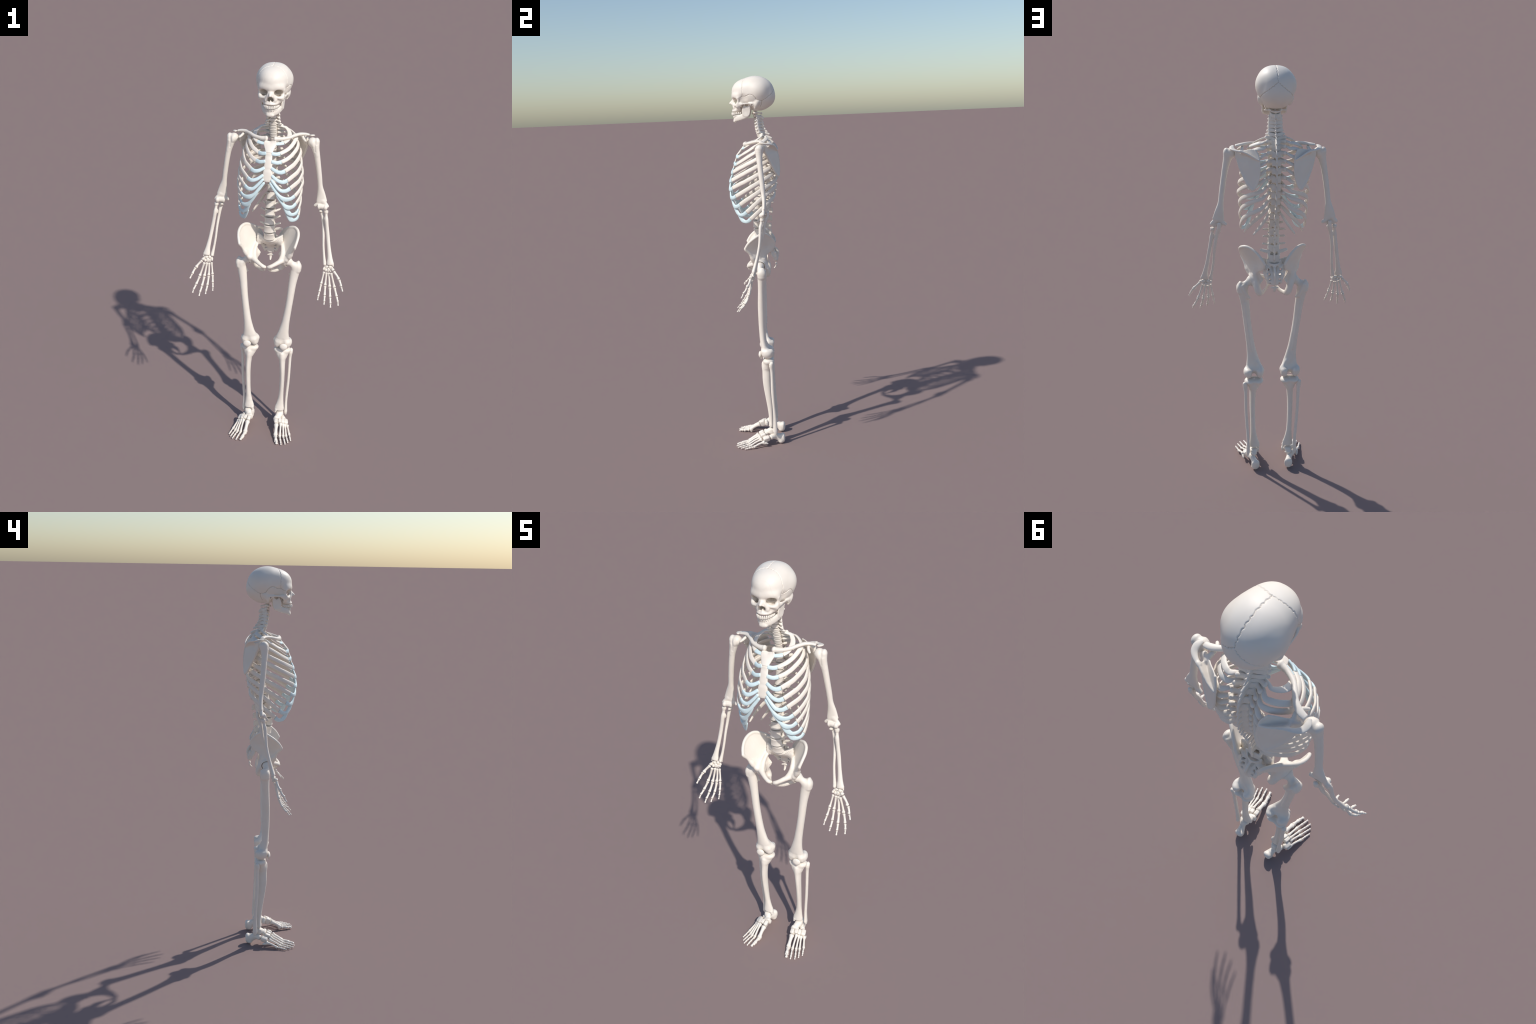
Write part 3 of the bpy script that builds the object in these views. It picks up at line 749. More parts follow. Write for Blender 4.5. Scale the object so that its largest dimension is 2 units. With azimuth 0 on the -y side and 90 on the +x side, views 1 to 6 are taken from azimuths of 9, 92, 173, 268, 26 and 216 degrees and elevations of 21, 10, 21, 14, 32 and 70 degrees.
# breastbone
mb = Bone()
mb.plate([[V(-.0250, -.0420, 1.6350), V(-.0120, -.0390, 1.6335), V(0, -.0380, 1.6310), V(.0120, -.0390, 1.6335), V(.0250, -.0420, 1.6350)],
          [V(-.0275, -.0480, 1.6250), V(-.0130, -.0500, 1.6245), V(0, -.0505, 1.6235), V(.0130, -.0500, 1.6245), V(.0275, -.0480, 1.6250)],
          [V(-.0200, -.0610, 1.6080), V(-.0100, -.0630, 1.6080), V(0, -.0640, 1.6080), V(.0100, -.0630, 1.6080), V(.0200, -.0610, 1.6080)],
          [V(-.0125, -.0765, 1.5910), V(-.0060, -.0778, 1.5910), V(0, -.0780, 1.5910), V(.0060, -.0778, 1.5910), V(.0125, -.0765, 1.5910)]],
         [[.0045, .0050, .0050, .0050, .0045]] * 4, k=.004, nu=2, nv=3)
bone_object('manubrium', mb.mesh(.0012, 2), cage)
sb = Bone()
prof = [(1.5845, -.0800, .0170), (1.5720, -.0840, .0176), (1.5600, -.0885, .0180), (1.5480, -.0925, .0196), (1.5360, -.0960, .0192), (1.5230, -.0990, .0206), (1.5120, -.1020, .0204),
        (1.5000, -.1050, .0220), (1.4880, -.1080, .0238), (1.4750, -.1100, .0240), (1.4640, -.1115, .0218), (1.4560, -.1125, .0160)]
sb.tube([V(0, y + .001, z) for z, y, w in prof], [(w, .0052 + .0006 * math.cos(i * 2.6)) for i, (z, y, w) in enumerate(prof)], k=.003, up=(1, 0, 0), n=44, cap=.7)
bone_object('sternum', sb.mesh(.0012, 2), cage)

# ---- shoulder girdle ------------------------------------------------------------------------------
cl = Bone()
cl.tube([V(.0235, -.0300, 1.6470), V(.0330, -.0295, 1.6470), V(.0550, -.0245, 1.6480), V(.0850, -.0090, 1.6520), V(.1080, .0150, 1.6580), V(.1310, .0390, 1.6620), V(.1560, .0530, 1.6615), V(.1745, .0560, 1.6590)],
        [(.0118, .0118), (.0110, .0108), (.0090, .0090), (.0084, .0084), (.0080, .0085), (.0076, .0095), (.0064, .0112), (.0052, .0100)], k=.003, n=40, cap=.75)
cl.ball((.0215, -.0325, 1.6470), (.007, .011, .0118), k=.006)
both('clavicle', cl.mesh(.0012, 2), skeleton, skeleton)

sc = Bone()
# blade: rows from the medial border to the lateral border, top to bottom
sc.plate([[V(.0930, .1110, 1.6500), V(.1100, .1000, 1.6500), V(.1300, .0880, 1.6440), V(.1480, .0760, 1.6380), V(.1650, .0720, 1.6330)],
          [V(.0810, .1260, 1.6280), V(.1020, .1150, 1.6280), V(.1260, .1030, 1.6250), V(.1480, .0890, 1.6200), V(.1680, .0770, 1.6150)],
          [V(.0770, .1345, 1.6050), V(.1000, .1260, 1.6020), V(.1250, .1160, 1.5990), V(.1460, .1020, 1.5960), V(.1660, .0860, 1.5920)],
          [V(.0765, .1420, 1.5650), V(.0960, .1340, 1.5630), V(.1180, .1240, 1.5600), V(.1370, .1120, 1.5580), V(.1545, .0985, 1.5560)],
          [V(.0800, .1440, 1.5300), V(.0950, .1380, 1.5280), V(.1100, .1320, 1.5260), V(.1240, .1230, 1.5250), V(.1390, .1140, 1.5230)],
          [V(.0910, .1430, 1.4950), V(.1000, .1400, 1.4940), V(.1080, .1370, 1.4930), V(.1160, .1320, 1.4920), V(.1250, .1265, 1.4920)],
          [V(.1000, .1410, 1.4810), V(.1040, .1395, 1.4790), V(.1080, .1380, 1.4780), V(.1120, .1360, 1.4785), V(.1150, .1340, 1.4810)]],
         [[.0022] * 3 + [.0030, .0040]] + [[.0022, .0016, .0016, .0018, .0045]] * 3 + [[.0024, .0018, .0018, .0022, .0044], [.0028, .0024, .0024, .0026, .0036], [.0034] * 5], k=.003, nu=2, nv=2)
sc.tube([V(.1700, .0760, 1.6080), V(.1560, .0970, 1.5600), V(.1330, .1190, 1.5100), V(.1080, .1370, 1.4800)], [.0062, .0048, .0046, .0050], k=.006)
sc.tube([V(.0930, .1110, 1.6490), V(.0800, .1270, 1.6240), V(.0770, .1365, 1.5900), V(.0780, .1420, 1.5450), V(.0900, .1430, 1.5000), V(.1050, .1390, 1.4800)], [.0030, .0030, .0030, .0030, .0032, .0040], k=.004)
# spine of the scapula, rising to the acromion
sc.plate([[V(.0790, .1320, 1.6080), V(.1040, .1185, 1.6150), V(.1290, .1010, 1.6220), V(.1500, .0840, 1.6260)],
          [V(.0805, .1350, 1.6095), V(.1055, .1270, 1.6210), V(.1310, .1130, 1.6320), V(.1540, .0980, 1.6380)],
          [V(.0820, .1370, 1.6105), V(.1070, .1320, 1.6245), V(.1330, .1205, 1.6380), V(.1580, .1080, 1.6445)]],
         [[.003, .0030, .0032, .0034], [.0028, .0020, .0020, .0024], [.0028, .0034, .0042, .0050]], k=.004, nu=2, nv=2)
sc.tube([V(.1540, .1090, 1.6430), V(.1760, .0985, 1.6455), V(.1900, .0850, 1.6490), V(.1935, .0680, 1.6540), V(.1880, .0520, 1.6560)],
        [(.0042, .0060), (.0045, .0085), (.0048, .0105), (.0044, .0105), (.0038, .0070)], k=.006, n=24, up=(0, 0, 1))
# neck, socket and coracoid
sc.tube([V(.1500, .0850, 1.6230), V(.1670, .0720, 1.6230)], [(.0170, .0070), (.0190, .0100)], k=.008)
sc.ball((.1715, .0685, 1.6220), (.0050, .0125, .0195), k=.005, rot=np.array([unit(V(1, -.75, 0)), unit(V(.75, 1, 0)), V(0, 0, 1)]))
sc.ball((.1830, .0600, 1.6240), (.0085, .0105, .0150), k=.003, rot=np.array([unit(V(1, -.75, 0)), unit(V(.75, 1, 0)), V(0, 0, 1)]), cut=True)
sc.tube([V(.1500, .0720, 1.6380), V(.1460, .0560, 1.6480), V(.1480, .0410, 1.6470), V(.1550, .0290, 1.6400), V(.1620, .0215, 1.6345)], [.0085, .0075, .0066, .0062, .0052], k=.006)
both('scapula', sc.mesh(.00125, 2), skeleton, skeleton)

# ---- arm ------------------------------------------------------------------------------------------
arms = [group('arm', skeleton, (.2, .05, 1.62)), group('arm', skeleton, (-.2, .05, 1.62))]
hu = Bone()
hu.tube([V(.2090, .0465, 1.6080), V(.2130, .0465, 1.5900), V(.2215, .0480, 1.5550), V(.2305, .0517, 1.5000), V(.2376, .0564, 1.4500), V(.2434, .0604, 1.4000), V(.2500, .0628, 1.3600), V(.2545, .0615, 1.3250)],
        [(.0210, .0200), (.0180, .0170), (.0145, .0138), (.0132, .0134), (.0128, .0126), (.0132, .0112), (.0205, .0104), (.0270, .0095)], k=.004, up=(1, 0, 0), n=36)
hu.ball((.1950, .0500, 1.6240), .0232, k=.006)
hu.ball((.2160, .0490, 1.6270), (.0140, .0180, .0200), k=.006)                 # greater tubercle
hu.tube([V(.2170, .0440, 1.6250), V(.2195, .0430, 1.5900), V(.2230, .0400, 1.5600)], [.0085, .0055, .0035], k=.008)
hu.ball((.1990, .0330, 1.6180), (.0095, .0080, .0130), k=.006)                 # lesser tubercle
hu.tube([V(.2090, .0270, 1.6330), V(.2085, .0255, 1.6050), V(.2110, .0300, 1.5800)], [.0030, .0030, .0020], k=.006, cut=True)
# distal end: epicondyles, capitulum, trochlea
hu.tube([V(.2590, .0610, 1.3250), V(.2330, .0615, 1.3050), V(.2230, .0625, 1.2990)], [(.0130, .0085), (.0105, .0080), (.0080, .0072)], k=.006)
hu.tube([V(.2600, .0600, 1.3250), V(.2800, .0580, 1.3050), V(.2860, .0575, 1.3000)], [(.0120, .0085), (.0100, .0080), (.0075, .0070)], k=.006)
hu.tube([V(.2420, .0535, 1.2955), V(.2490, .0530, 1.2970), V(.2580, .0520, 1.2975), V(.2650, .0515, 1.2970)], [.0138, .0125, .0118, .0120], k=.006, up=(0, 0, 1), cap=.5)
hu.ball((.2755, .0490, 1.2955), (.0115, .0135, .0135), k=.003)
hu.ball((.2520, .0780, 1.3060), (.0105, .0090, .0110), k=.003, cut=True)       # olecranon hollow
hu.ball((.2500, .0430, 1.3180), (.0100, .0060, .0070), k=.004, cut=True)
both('humerus', hu.mesh(.0013, 2), *arms)

ul = Bone()
ul.tube([V(.2525, .0780, 1.3050), V(.2535, .0755, 1.2850), V(.2565, .0670, 1.2680), V(.2630, .0600, 1.2450), V(.2700, .0530, 1.2000), V(.2750, .0385, 1.1500), V(.2785, .0255, 1.1000), V(.2850, .0140, 1.0500), V(.2905, .0050, 1.0180), V(.2915, .0010, 1.0100)],
        [(.0085, .0068), (.0090, .0085), (.0100, .0090), (.0085, .0082), (.0072, .0072), (.0062, .0066), (.0060, .0062), (.0065, .0065), (.0085, .0085), (.0078, .0085)], k=.004, up=(1, 0, 0), n=46)
ul.tube([V(.2550, .0660, 1.2700), V(.2530, .0520, 1.2730), V(.2515, .0430, 1.2760)], [(.0080, .0090), (.0070, .0085), (.0040, .0060)], k=.005)
ul.ball((.2520, .0520, 1.2970), (.0160, .0150, .0155), k=.003, cut=True)
ul.tube([V(.2865, .0070, 1.0150), V(.2855, .0075, 1.0040)], [.0035, .0024], k=.003)
both('ulna', ul.mesh(.0011, 2), *arms)

ra = Bone()
ra.tube([V(.2805, .0500, 1.2780), V(.2808, .0495, 1.2700)], [.0110, .0108], k=.002, cap=.45)
ra.tube([V(.2808, .0490, 1.2720), V(.2825, .0455, 1.2550), V(.2850, .0405, 1.2350), V(.2900, .0375, 1.2000), V(.2980, .0325, 1.1500), V(.3060, .0222, 1.1000), V(.3150, .0085, 1.0500), V(.3190, .0000, 1.0220), V(.3200, -.0030, 1.0130)],
        [(.0080, .0080), (.0072, .0075), (.0095, .0090), (.0090, .0078), (.0092, .0070), (.0092, .0072), (.0120, .0085), (.0170, .0100), (.0168, .0095)], k=.003, up=(1, 0, 0), n=44, cap=.6)
ra.ball((.2760, .0450, 1.2360), (.0060, .0055, .0110), k=.006)                 # biceps tuberosity
ra.tube([V(.3310, -.0010, 1.0180), V(.3365, -.0040, 1.0050)], [.0065, .0030], k=.004)
ra.ball((.3170, -.0050, 1.0020), (.0150, .0090, .0065), k=.003, cut=True)
ra.ball((.2805, .0500, 1.2830), (.0075, .0075, .0045), k=.003, cut=True)
both('radius', ra.mesh(.0011, 2), *arms)

# ---- hand -----------------------------------------------------------------------------------------
hands = [group('hand', skeleton, (.315, -.005, 1.0)), group('hand', skeleton, (-.315, -.005, 1.0))]
def long_bone(p0, p1, rb, rs, rh, flat=.88, bow=None, side=V(1, 0, 0), condyles=True, tuft=False):
    """small tubular bone from base p0 to head p1; radii at base, shaft and head"""
    p0, p1 = np.array(p0), np.array(p1)
    d = unit(p1 - p0); L = np.linalg.norm(p1 - p0)
    s = unit(side - d * (side @ d)); n = np.cross(d, s)
    if n[1] < 0: n = -n                                     # dorsal side
    bow = (n * L * .035) if bow is None else bow
    b = Bone()
    f = lambda t: p0 + (p1 - p0) * t
    a, e = f(rb * .55 / L), f(1 - rh * .8 / L)
    b.tube([a, f(.20) + bow * .4, f(.5) + bow, f(.80) + bow * .5, e],
           [(rb, rb * flat), (rs * 1.15, rs * 1.1), (rs, rs * .95), (rs * 1.12, rs * .98), (rh * .96, rh * .90)], k=.002, up=s, n=18, cap=.62)
    if condyles:
        for sg in (1, -1):
            b.ball(e + s * sg * rh * .42 - n * rh * .20, (rh * .60, rh * .86, rh * .86), k=.0025, rot=np.array([s, d, n]))
    if tuft:
        b.ball(f(.93), (rh * 1.25, rh * .9, rh * .62), k=.003, rot=np.array([s, d, n]))
    return b.mesh(.00085, 2)
X = V(1, 0, 0)
HAND = dict(
 thumb=[(.3394, -.0172, .9843), (.3716, -.0347, .9471), (.3852, -.0549, .9180), (.3938, -.0666, .8962)],
 index=[(.3276, -.0200, .9745), (.3510, -.0301, .8980), (.3657, -.0508, .8584), (.3743, -.0709, .8388), (.3767, -.0826, .8245)],
 middle=[(.3157, -.0120, .9725), (.3264, -.0295, .8986), (.3330, -.0570, .8548), (.3380, -.0814, .8307), (.3394, -.0944, .8152)],
 ring=[(.3044, -.0107, .9719), (.3026, -.0302, .9048), (.3045, -.0548, .8606), (.3060, -.0822, .8398), (.3059, -.0934, .8287)],
 pinky=[(.2917, -.0130, .9760), (.2819, -.0324, .9136), (.2766, -.0514, .8774), (.2727, -.0670, .8566), (.2717, -.0777, .8429)])
for fn_, js in HAND.items():
    js = [V(*q) for q in js]
    t = dict(thumb=1.1, index=1.02, middle=1.04, ring=.98, pinky=.88)[fn_]
    sd = unit(V(.75, -.66, 0)) if fn_ == 'thumb' else X
    spec_ = [(.0074, .0046, .0070), (.0075, .0050, .0060), (.0061, .0043, .0048), (.0049, .0029, .0032)]
    if fn_ == 'thumb': spec_ = [(.0078, .0052, .0072), (.0072, .0046, .0054), (.0058, .0032, .0034)]
    for i in range(len(js) - 1):
        rb, rs, rh = (q * t for q in spec_[i])
        last = i == len(js) - 2
        gap = unit(js[i + 1] - js[i]) * .0006
        both('metacarpal' if i == 0 else 'finger_bone', long_bone(js[i] + gap, js[i + 1] - gap, rb, rs, rh, side=sd, condyles=not last, tuft=last), *hands)
CARPAL = [  # centre, radii, tilt about y (deg)
 ((.3030, .0000, .9990), (.0095, .0085, .0070), -25),    # lunate
 ((.3240, -.0055, .9985), (.0125, .0085, .0068), 22),    # scaphoid
 ((.2925, .0000, .9920), (.0068, .0075, .0062), -40),    # triquetrum
 ((.2895, -.0125, .9890), (.0054, .0054, .0064), 0),     # pisiform
 ((.3010, -.0060, .9830), (.0075, .0090, .0082), 10),    # hamate
 ((.3130, -.0060, .9850), (.0072, .0095, .0120), 5),     # capitate
 ((.3245, -.0110, .9830), (.0060, .0085, .0070), 0),     # trapezoid
 ((.3355, -.0165, .9915), (.0085, .0080, .0072), 30)]    # trapezium
for c, r, a in CARPAL:
    a = math.radians(a)
    R = np.array([V(math.cos(a), 0, -math.sin(a)), V(0, 1, 0), V(math.sin(a), 0, math.cos(a))])
    b = Bone()
    c = V(*c); r = V(*r)
    m = r.max()
    def fn(X_, Y_, Z_, c=c, r=r, R=R):
        x, y, z = X_ - c[0], Y_ - c[1], Z_ - c[2]
        q = [np.abs(x * w[0] + y * w[1] + z * w[2]) / s for w, s in zip(R, r)]
        return ((q[0] ** 2.8 + q[1] ** 2.8 + q[2] ** 2.8 + 1e-9) ** (1 / 2.8) - 1) * r.min()
    b.custom(c - m * 1.3, c + m * 1.3, fn, k=.001)
    dv = unit(rng.normal(size=3)); b.ball(c + dv * r.min() * 1.9, r.min() * 1.1, k=.003, cut=True)
    both('carpal_bone', b.mesh(.0008, 2), *hands)

# ---- hip bone -------------------------------------------------------------------------------------
hb = Bone()
crest = [V(.1415, -.0500, 1.1060), V(.1490, -.0340, 1.1320), V(.1525, -.0080, 1.1550), V(.1460, .0200, 1.1720), V(.1290, .0420, 1.1805), V(.1080, .0570, 1.1760), V(.0880, .0730, 1.1640), V(.0700, .0880, 1.1470), V(.0555, .1000, 1.1270), V(.0480, .1030, 1.1120)]
low = [V(.1190, -.0150, 1.0520), V(.1130, -.0080, 1.0450), V(.1060, .0020, 1.0400), V(.0990, .0130, 1.0380), V(.0920, .0260, 1.0400), V(.0850, .0400, 1.0470), V(.0770, .0500, 1.0580), V(.0690, .0600, 1.0680), V(.0600, .0760, 1.0760), V(.0520, .0890, 1.0830)]
mid = []
for i, (a, b_) in enumerate(zip(crest, low)):
    t = i / 9
    dent = V(-.010, .006, 0) * math.sin(math.pi * min(1, t * 1.25)) if t < .8 else V(0, 0, 0)
    mid.append((a * .5 + b_ * .5) + dent)
mid2 = [(a * .5 + b_ * .5) for a, b_ in zip(mid, low)]
th = np.array([[.0045] * 10, [.0026] * 7 + [.0040, .0060, .0065], [.0040, .0042, .0046, .0050, .0052, .0054, .0058, .0064, .0068, .0060], [.0065, .0075, .0090, .0100, .0105, .0100, .0085, .0075, .0065, .0055]])
hb.plate([crest, mid, mid2, low], th, k=.006, nu=2, nv=2)
hb.tube(crest, [.0062, .0060, .0064, .0066, .0062, .0056, .0056, .0060, .0062, .0055], k=.006, n=36)
hb.tube([V(.1395, -.0470, 1.0980), V(.1290, -.0270, 1.0760), V(.1200, -.0185, 1.0560), V(.1120, -.0150, 1.0400)], [.0062, .0056, .0078, .0075], k=.008)
# socket block with its cup
hb.ball((.0900, .0220, 1.0080), (.0300, .0310, .0350), k=.010)
hb.tube([V(.1150, -.0120, 1.0480), V(.1080, -.0080, 1.0330), V(.0970, -.0080, 1.0200)], [.0085, .0090, .0100], k=.016)
hb.tube([V(.0830, .0420, 1.0400), V(.0790, .0470, 1.0150), V(.0790, .0520, .9900)], [.0140, .0150, .0150], k=.01)
# arcuate line thickening
hb.tube([V(.0640, .0560, 1.0780), V(.0700, .0340, 1.0580), V(.0720, .0130, 1.0330), V(.0650, -.0060, 1.0150)], [.0075, .0085, .0105, .0100], k=.010)
# pubis
hb.tube([V(.0780, -.0020, 1.0130), V(.0580, -.0190, 1.0060), V(.0350, -.0370, .9960), V(.0170, -.0440, .9880), V(.0090, -.0410, .9830)], [.0130, .0120, .0100, .0092, .0070], k=.008)
hb.plate([[V(.0220, -.0430, .9890), V(.0068, -.0380, .9870)], [V(.0220, -.0320, .9760), V(.0070, -.0290, .9740)], [V(.0190, -.0180, .9630), V(.0085, -.0190, .9640)]], [[.0066, .0036], [.0056, .0036], [.0046, .0038]], k=.006, nu=2, nv=2)
hb.tube([V(.0120, -.0220, .9650), V(.0230, -.0050, .9560), V(.0370, .0190, .9470), V(.0540, .0450, .9460), V(.0660, .0580, .9520)], [(.0090, .0048), (.0100, .0048), (.0105, .0055), (.0110, .0090), (.0125, .0130)], k=.006)
# ischium
hb.tube([V(.0790, .0500, 1.0000), V(.0760, .0590, .9800), V(.0700, .0610, .9610), V(.0640, .0580, .9520)], [.0155, .0160, .0165, .0130], k=.008)
hb.plate([[V(.0720, .0560, 1.0620), V(.0740, .0420, 1.0500)], [V(.0610, .0590, 1.0400), V(.0700, .0430, 1.0300)], [V(.0490, .0605, 1.0240), V(.0680, .0480, 1.0150)], [V(.0600, .0600, 1.0050), V(.0700, .0500, .9950)]], [[.0040, .0060], [.0032, .0060], [.0024, .0060], [.0040, .0070]], k=.006, nu=2, nv=2)
# cup
hb.ball((.1015, .0205, 1.0040), (.0275, .0272, .0272), k=.003, cut=True)
hb.ball((.1010, -.0010, .9840), (.0080, .0120, .0120), k=.004, cut=True)
both('hip_bone', hb.mesh(.0014, 2), skeleton, skeleton)

# ---- leg ------------------------------------------------------------------------------------------
legs = [group('leg', skeleton, (.1, .02, 1.0)), group('leg', skeleton, (-.1, .02, 1.0))]
fe = Bone()
fe.tube([V(.1440, .0290, .9750), V(.1400, .0285, .9480), V(.1345, .0265, .9150), V(.1283, .0235, .8700), V(.1214, .0206, .8000), V(.1155, .0196, .7500), V(.1088, .0189, .7000), V(.1019, .0194, .6500), V(.0945, .0215, .6000), V(.0900, .0260, .5650), V(.0885, .0320, .5450)],
        [(.0230, .0210), (.0245, .0210), (.0225, .0188), (.0200, .0172), (.0185, .0182), (.0182, .0182), (.0190, .0176), (.0210, .0172), (.0268, .0178), (.0345, .0192), (.0385, .0215)], k=.004, up=(1, 0, 0), n=44)
fe.ball((.0985, .0205, 1.0040), .0246, k=.004)
fe.tube([V(.1010, .0210, 1.0020), V(.1200, .0225, .9900), V(.1420, .0260, .9700)], [(.0180, .0165), (.0165, .0140), (.0210, .0170)], k=.008)
fe.tube([V(.1560, .0300, .9550), V(.1590, .0310, .9750), V(.1545, .0340, .9960)], [(.0215, .0145), (.0215, .0135), (.0130, .0080)], k=.008, up=(0, 1, 0))
fe.tube([V(.1450, .0490, .9850), V(.1330, .0500, .9550), V(.1200, .0460, .9300)], [.0065, .0065, .0075], k=.010)       # crest between trochanters
fe.tube([V(.1230, .0380, .9260), V(.1115, .0420, .9220)], [.0110, .0065], k=.006)                                   # lesser trochanter
fe.tube([V(.1310, .0390, .8900), V(.1225, .0385, .8000), V(.1090, .0365, .7000), V(.1010, .0370, .6400)], [.0045, .0050, .0050, .0030], k=.008)   # linea aspera
# condyles
fe.tube([V(.1130, .0220, .5330), V(.1145, .0340, .5215), V(.1150, .0500, .5220), V(.1150, .0600, .5330)], [(.0170, .0140), (.0190, .0230), (.0185, .0250), (.0170, .0160)], k=.016, up=(1, 0, 0))
fe.tube([V(.0660, .0240, .5330), V(.0620, .0350, .5210), V(.0600, .0500, .5220), V(.0600, .0600, .5340)], [(.0170, .0140), (.0190, .0230), (.0180, .0250), (.0165, .0165)], k=.016, up=(1, 0, 0))
fe.ball((.0880, .0270, .5380), (.0300, .0180, .0260), k=.010)
fe.tube([V(.0760, .0360, .5680), V(.0600, .0430, .5500), V(.0500, .0450, .5380)], [.0120, .0125, .0115], k=.014)
fe.ball((.1290, .0440, .5300), (.0085, .0145, .0140), k=.016)
fe.tube([V(.0885, .0860, .5350), V(.0880, .0620, .5180), V(.0885, .0420, .4960)], [(.0105, .0140), (.0100, .0120), (.0085, .0080)], k=.008, up=(1, 0, 0), cut=True)
fe.tube([V(.0930, -.0020, .5500), V(.0930, .0030, .5200), V(.0915, .0190, .4960)], [(.0085, .0070), (.0100, .0095), (.0050, .0040)], k=.012, up=(1, 0, 0), cut=True)
fe.ball((.0880, .0560, .5650), (.0240, .0100, .0200), k=.014, cut=True)
both('femur', fe.mesh(.0014, 2), *legs)

pa = Bone()
pa.ball((.0985, .0030, .5165), (.0212, .0095, .0180), k=.004)
pa.tube([V(.0985, .0040, .5120), V(.0980, .0060, .4925)], [(.0130, .0070), (.0045, .0040)], k=.008, up=(1, 0, 0))
both('patella', pa.mesh(.0012, 2), *legs)

ti = Bone()
ti.tube([V(.0885, .0440, .4780), V(.0890, .0400, .4600), V(.0908, .0360, .4350), V(.0916, .0345, .4200), V(.0934, .0331, .3800), V(.0942, .0341, .3400), V(.0941, .0374, .3000), V(.0933, .0409, .2600), V(.0922, .0443, .2200), V(.0905, .0462, .1800), V(.0875, .0468, .1400), V(.0850, .0465, .1150), V(.0845, .0465, .1030)],
        [(.0410, .0260), (.0355, .0265), (.0240, .0245), (.0175, .0222), (.0148, .0200), (.0138, .0185), (.0132, .0168), (.0128, .0154), (.0128, .0142), (.0145, .0131), (.0200, .0126), (.0255, .0135), (.0250, .0140)], k=.004, up=(1, 0, 0), n=52, cap=.45)
ti.ball((.0655, .0480, .4785), (.0225, .0265, .0135), k=.012)
ti.ball((.1120, .0480, .4785), (.0215, .0265, .0135), k=.012)
ti.ball((.0890, .0460, .4760), (.0420, .0290, .0120), k=.006)
ti.tube([V(.0900, .0170, .4620), V(.0910, .0160, .4450), V(.0920, .0180, .4200), V(.0955, .0165, .3700), V(.0965, .0200, .3200), V(.0955, .0300, .2500), V(.0925, .0420, .1800)], [.0080, .0075, .0058, .0048, .0038, .0030, .0025], k=.012)
ti.tube([V(.0880, .0480, .4880), V(.0885, .0500, .4950)], [.0055, .0030], k=.006)
ti.tube([V(.0680, .0440, .1020), V(.0640, .0430, .0890)], [(.0105, .0080), (.0075, .0060)], k=.006, up=(0, 1, 0))
ti.ball((.0880, .0470, .0850), (.0165, .0180, .0120), k=.004, cut=True)
ti.ball((.0880, .0780, .4700), (.0120, .0080, .0120), k=.010, cut=True)
both('tibia', ti.mesh(.0014, 2), *legs)

fi = Bone()
fi.tube([V(.1340, .0630, .4720), V(.1325, .0605, .4600), V(.1306, .0623, .4300), V(.1295, .0625, .3800), V(.1288, .0622, .3400), V(.1273, .0627, .3000), V(.1252, .0643, .2600), V(.1222, .0663, .2200), V(.1196, .0680, .1800), V(.1178, .0686, .1400), V(.1178, .0682, .1000), V(.1182, .0680, .0800), V(.1195, .0695, .0640)],
        [(.0105, .0100), (.0118, .0120), (.0086, .0088), (.0076, .0082), (.0074, .0088), (.0074, .0088), (.0076, .0084), (.0076, .0080), (.0074, .0086), (.0076, .0102), (.0088, .0118), (.0092, .0125), (.0056, .0075)], k=.003, up=(1, 0, 0), n=52)
fi.tube([V(.1345, .0650, .4720), V(.1350, .0670, .4790)], [.0070, .0030], k=.004)
both('fibula', fi.mesh(.0012, 2), *legs)

# ---- foot -----------------------------------------------------------------------------------------
feet = [group('foot', skeleton, (.095, .03, .03)), group('foot', skeleton, (-.095, .03, .03))]
fwd = unit(V(.16, -1, 0)); lat = unit(V(1, .16, 0))
def foot_bone(p0, p1, rb, rs, rh, tuft=False, cond=True, tall=1.0, bow=.03):
    p0, p1 = V(*p0), V(*p1)
    return long_bone_foot(p0, p1, rb, rs, rh, tuft, cond, tall, bow)
def long_bone_foot(p0, p1, rb, rs, rh, tuft, cond, tall, bow):
    d = unit(p1 - p0); L = np.linalg.norm(p1 - p0)
    s = unit(lat - d * (lat @ d)); n = np.cross(s, d)
    if n[2] < 0: n = -n
    f = lambda t: p0 + (p1 - p0) * t
    b = Bone()
    w = n * L * bow
    a, e = f(rb * .5 / L), f(1 - rh * .8 / L)
    b.tube([a, f(.22) + w * .4, f(.5) + w, f(.80) + w * .4, e], [(rb, rb * tall), (rs * 1.2, rs * 1.25), (rs, rs * 1.05), (rs * 1.1, rs * 1.05), (rh * .95, rh * .95)], k=.002, up=s, n=18, cap=.6)
    if cond:
        for sg in (1, -1): b.ball(e + s * sg * rh * .40 - n * rh * .15, (rh * .62, rh * .9, rh * .95), k=.003, rot=np.array([s, d, n]))
    if tuft: b.ball(f(.90), (rh * 1.3, rh * .8, rh * .75), k=.003, rot=np.array([s, d, n]))
    return b.mesh(.0009, 2)
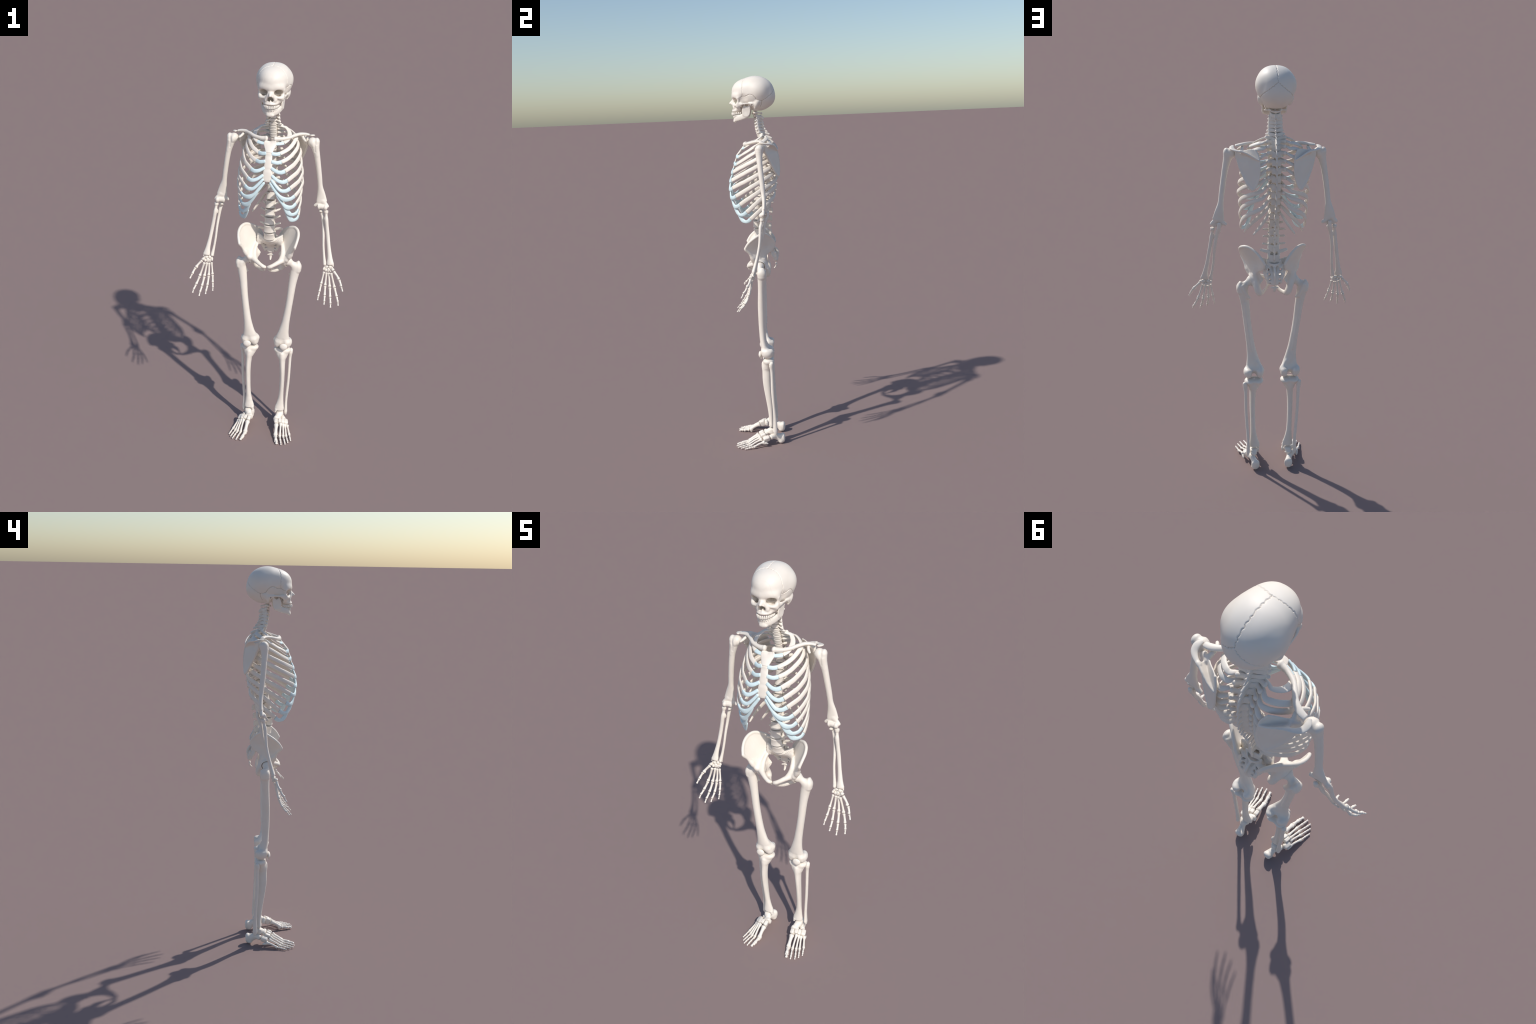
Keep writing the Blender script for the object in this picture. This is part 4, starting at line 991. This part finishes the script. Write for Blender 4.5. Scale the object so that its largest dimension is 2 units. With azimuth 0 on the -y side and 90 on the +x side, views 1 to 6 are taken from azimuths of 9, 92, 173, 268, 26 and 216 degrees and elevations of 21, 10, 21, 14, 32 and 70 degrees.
# metatarsal base, head, then toe joints; radii per bone
TOES = [
 dict(j=[(.0800, -.0235, .0500), (.0845, -.0850, .0135), (.0925, -.1215, .0095), (.1002, -.1455, .0050)],
      r=[(.0132, .0086, .0112), (.0108, .0068, .0085), (.0098, .0052, .0056)], tall=1.15),
 dict(j=[(.1040, -.0165, .0540), (.1090, -.0880, .0135), (.1168, -.1180, .0105), (.1208, -.1345, .0070), (.1238, -.1480, .0040)],
      r=[(.0088, .0047, .0068), (.0068, .0038, .0046), (.0050, .0036, .0042), (.0044, .0028, .0032)], tall=1.25),
 dict(j=[(.1160, -.0120, .0480), (.1277, -.0835, .0115), (.1370, -.1120, .0085), (.1413, -.1275, .0062), (.1448, -.1405, .0040)],
      r=[(.0086, .0045, .0066), (.0064, .0036, .0044), (.0048, .0034, .0040), (.0042, .0027, .0030)], tall=1.25),
 dict(j=[(.1250, -.0060, .0400), (.1425, -.0725, .0100), (.1505, -.0985, .0075), (.1548, -.1115, .0055), (.1580, -.1225, .0038)],
      r=[(.0088, .0045, .0064), (.0062, .0035, .0042), (.0046, .0033, .0038), (.0040, .0026, .0030)], tall=1.2),
 dict(j=[(.1360, .0080, .0290), (.1578, -.0545, .0090), (.1640, -.0795, .0065), (.1675, -.0905, .0050), (.1702, -.1005, .0036)],
      r=[(.0098, .0050, .0066), (.0060, .0036, .0042), (.0046, .0034, .0038), (.0040, .0026, .0030)], tall=1.0)]
for i, t in enumerate(TOES):
    j = t['j']; n = len(j) - 1
    for a in range(n):
        p0, p1 = V(*j[a]), V(*j[a + 1]); gp = unit(p1 - p0) * .0005
        rb, rs, rh = t['r'][a]
        last = a == n - 1
        both('metatarsal' if a == 0 else 'toe_bone', foot_bone(p0 + gp, p1 - gp, rb, rs, rh, last, not last, t['tall'] if a == 0 else .9, .03 if a == 0 else .05), *feet)
b = Bone()                                                # styloid of the fifth metatarsal
b.tube([V(.1400, -.0050, .0250), V(.1385, .0120, .0215), V(.1375, .0235, .0185)], [.0070, .0068, .0040], k=.003)
both('metatarsal', b.mesh(.0009, 2), *feet)
for x in (.0795, .0900):
    b = Bone(); b.ball((x, -.0760, .0060), (.0045, .0060, .0040)); both('sesamoid', b.mesh(.0008, 1), *feet)

def block(c, r, p=3.2, yaw=9, pitch=0, roll=0, dent=()):
    c = V(*c); r = V(*r)
    a, e, o = (math.radians(q) for q in (yaw, pitch, roll))
    f_ = V(math.sin(a) * math.cos(e), -math.cos(a) * math.cos(e), math.sin(e))
    l_ = V(math.cos(a), math.sin(a), 0); u_ = np.cross(l_, -f_) * -1
    u_ = unit(np.cross(f_, l_)); u_ = u_ if u_[2] > 0 else -u_
    l2 = l_ * math.cos(o) + u_ * math.sin(o); u2 = u_ * math.cos(o) - l_ * math.sin(o)
    R = np.array([l2, f_, u2]); m = np.linalg.norm(r) * 1.05
    def fn(X_, Y_, Z_):
        x, y, z = X_ - c[0], Y_ - c[1], Z_ - c[2]
        q = [np.abs(x * w[0] + y * w[1] + z * w[2]) / s for w, s in zip(R, r)]
        return ((q[0] ** p + q[1] ** p + q[2] ** p + 1e-9) ** (1 / p) - 1) * r.min()
    return (c - m, c + m, fn)
def tarsal(parts):
    b = Bone()
    for q in parts: b.custom(*q, k=.004)
    both('tarsal_bone', b.mesh(.0009, 2), *feet)
tarsal([block((.0800, .0155, .0605), (.0210, .0098, .0150), p=3.0, yaw=6, pitch=-12, roll=-22), block((.0670, .0150, .0530), (.0085, .0085, .0100))])      # navicular
tarsal([block((.0780, -.0075, .0535), (.0104, .0150, .0185), p=4, yaw=6, pitch=-20, roll=14)])                     # inner wedge
tarsal([block((.0965, -.0045, .0595), (.0090, .0122, .0115), p=5, yaw=6, pitch=-22)])                              # middle wedge
tarsal([block((.1110, .0010, .0535), (.0090, .0150, .0135), p=5, yaw=6, pitch=-20, roll=-14)])                     # outer wedge
tarsal([block((.1235, .0180, .0410), (.0130, .0185, .0155), p=4, yaw=12, pitch=-12, roll=-28)])                    # cuboid
ta = Bone()
ta.custom(*block((.0890, .0500, .0780), (.0185, .0205, .0130), p=3, yaw=6), k=.006)
ta.tube([V(.0880, .0430, .0755), V(.0840, .0330, .0715), V(.0815, .0275, .0675)], [(.0165, .0130), (.0155, .0128), (.0165, .0140)], k=.006, up=lat)
ta.ball((.0900, .0660, .0680), (.0140, .0120, .0100), k=.006)
ta.ball((.0900, .0470, .0660), (.0165, .0190, .0095), k=.006)
both('talus', ta.mesh(.0011, 2), *feet)
ca = Bone()
ca.tube([V(.0830, .1080, .0300), V(.0850, .0960, .0300), V(.0910, .0740, .0400), V(.1000, .0560, .0460), V(.1110, .0420, .0440)],
        [(.0200, .0250), (.0185, .0240), (.0140, .0185), (.0150, .0155), (.0140, .0140)], k=.004, up=lat, n=28, cap=.55)
ca.ball((.0850, .0960, .0120), (.0180, .0140, .0120), k=.010)
ca.ball((.0830, .1080, .0420), (.0165, .0095, .0120), k=.008)
ca.tube([V(.0900, .0560, .0520), V(.0760, .0500, .0560)], [(.0090, .0055), (.0060, .0045)], k=.006, up=(0, 1, 0))
ca.ball((.0950, .0600, .0570), (.0110, .0130, .0060), k=.006)
both('calcaneus', ca.mesh(.0012, 2), *feet)


for o in bpy.data.objects:
    if 'world' in o: del o['world']
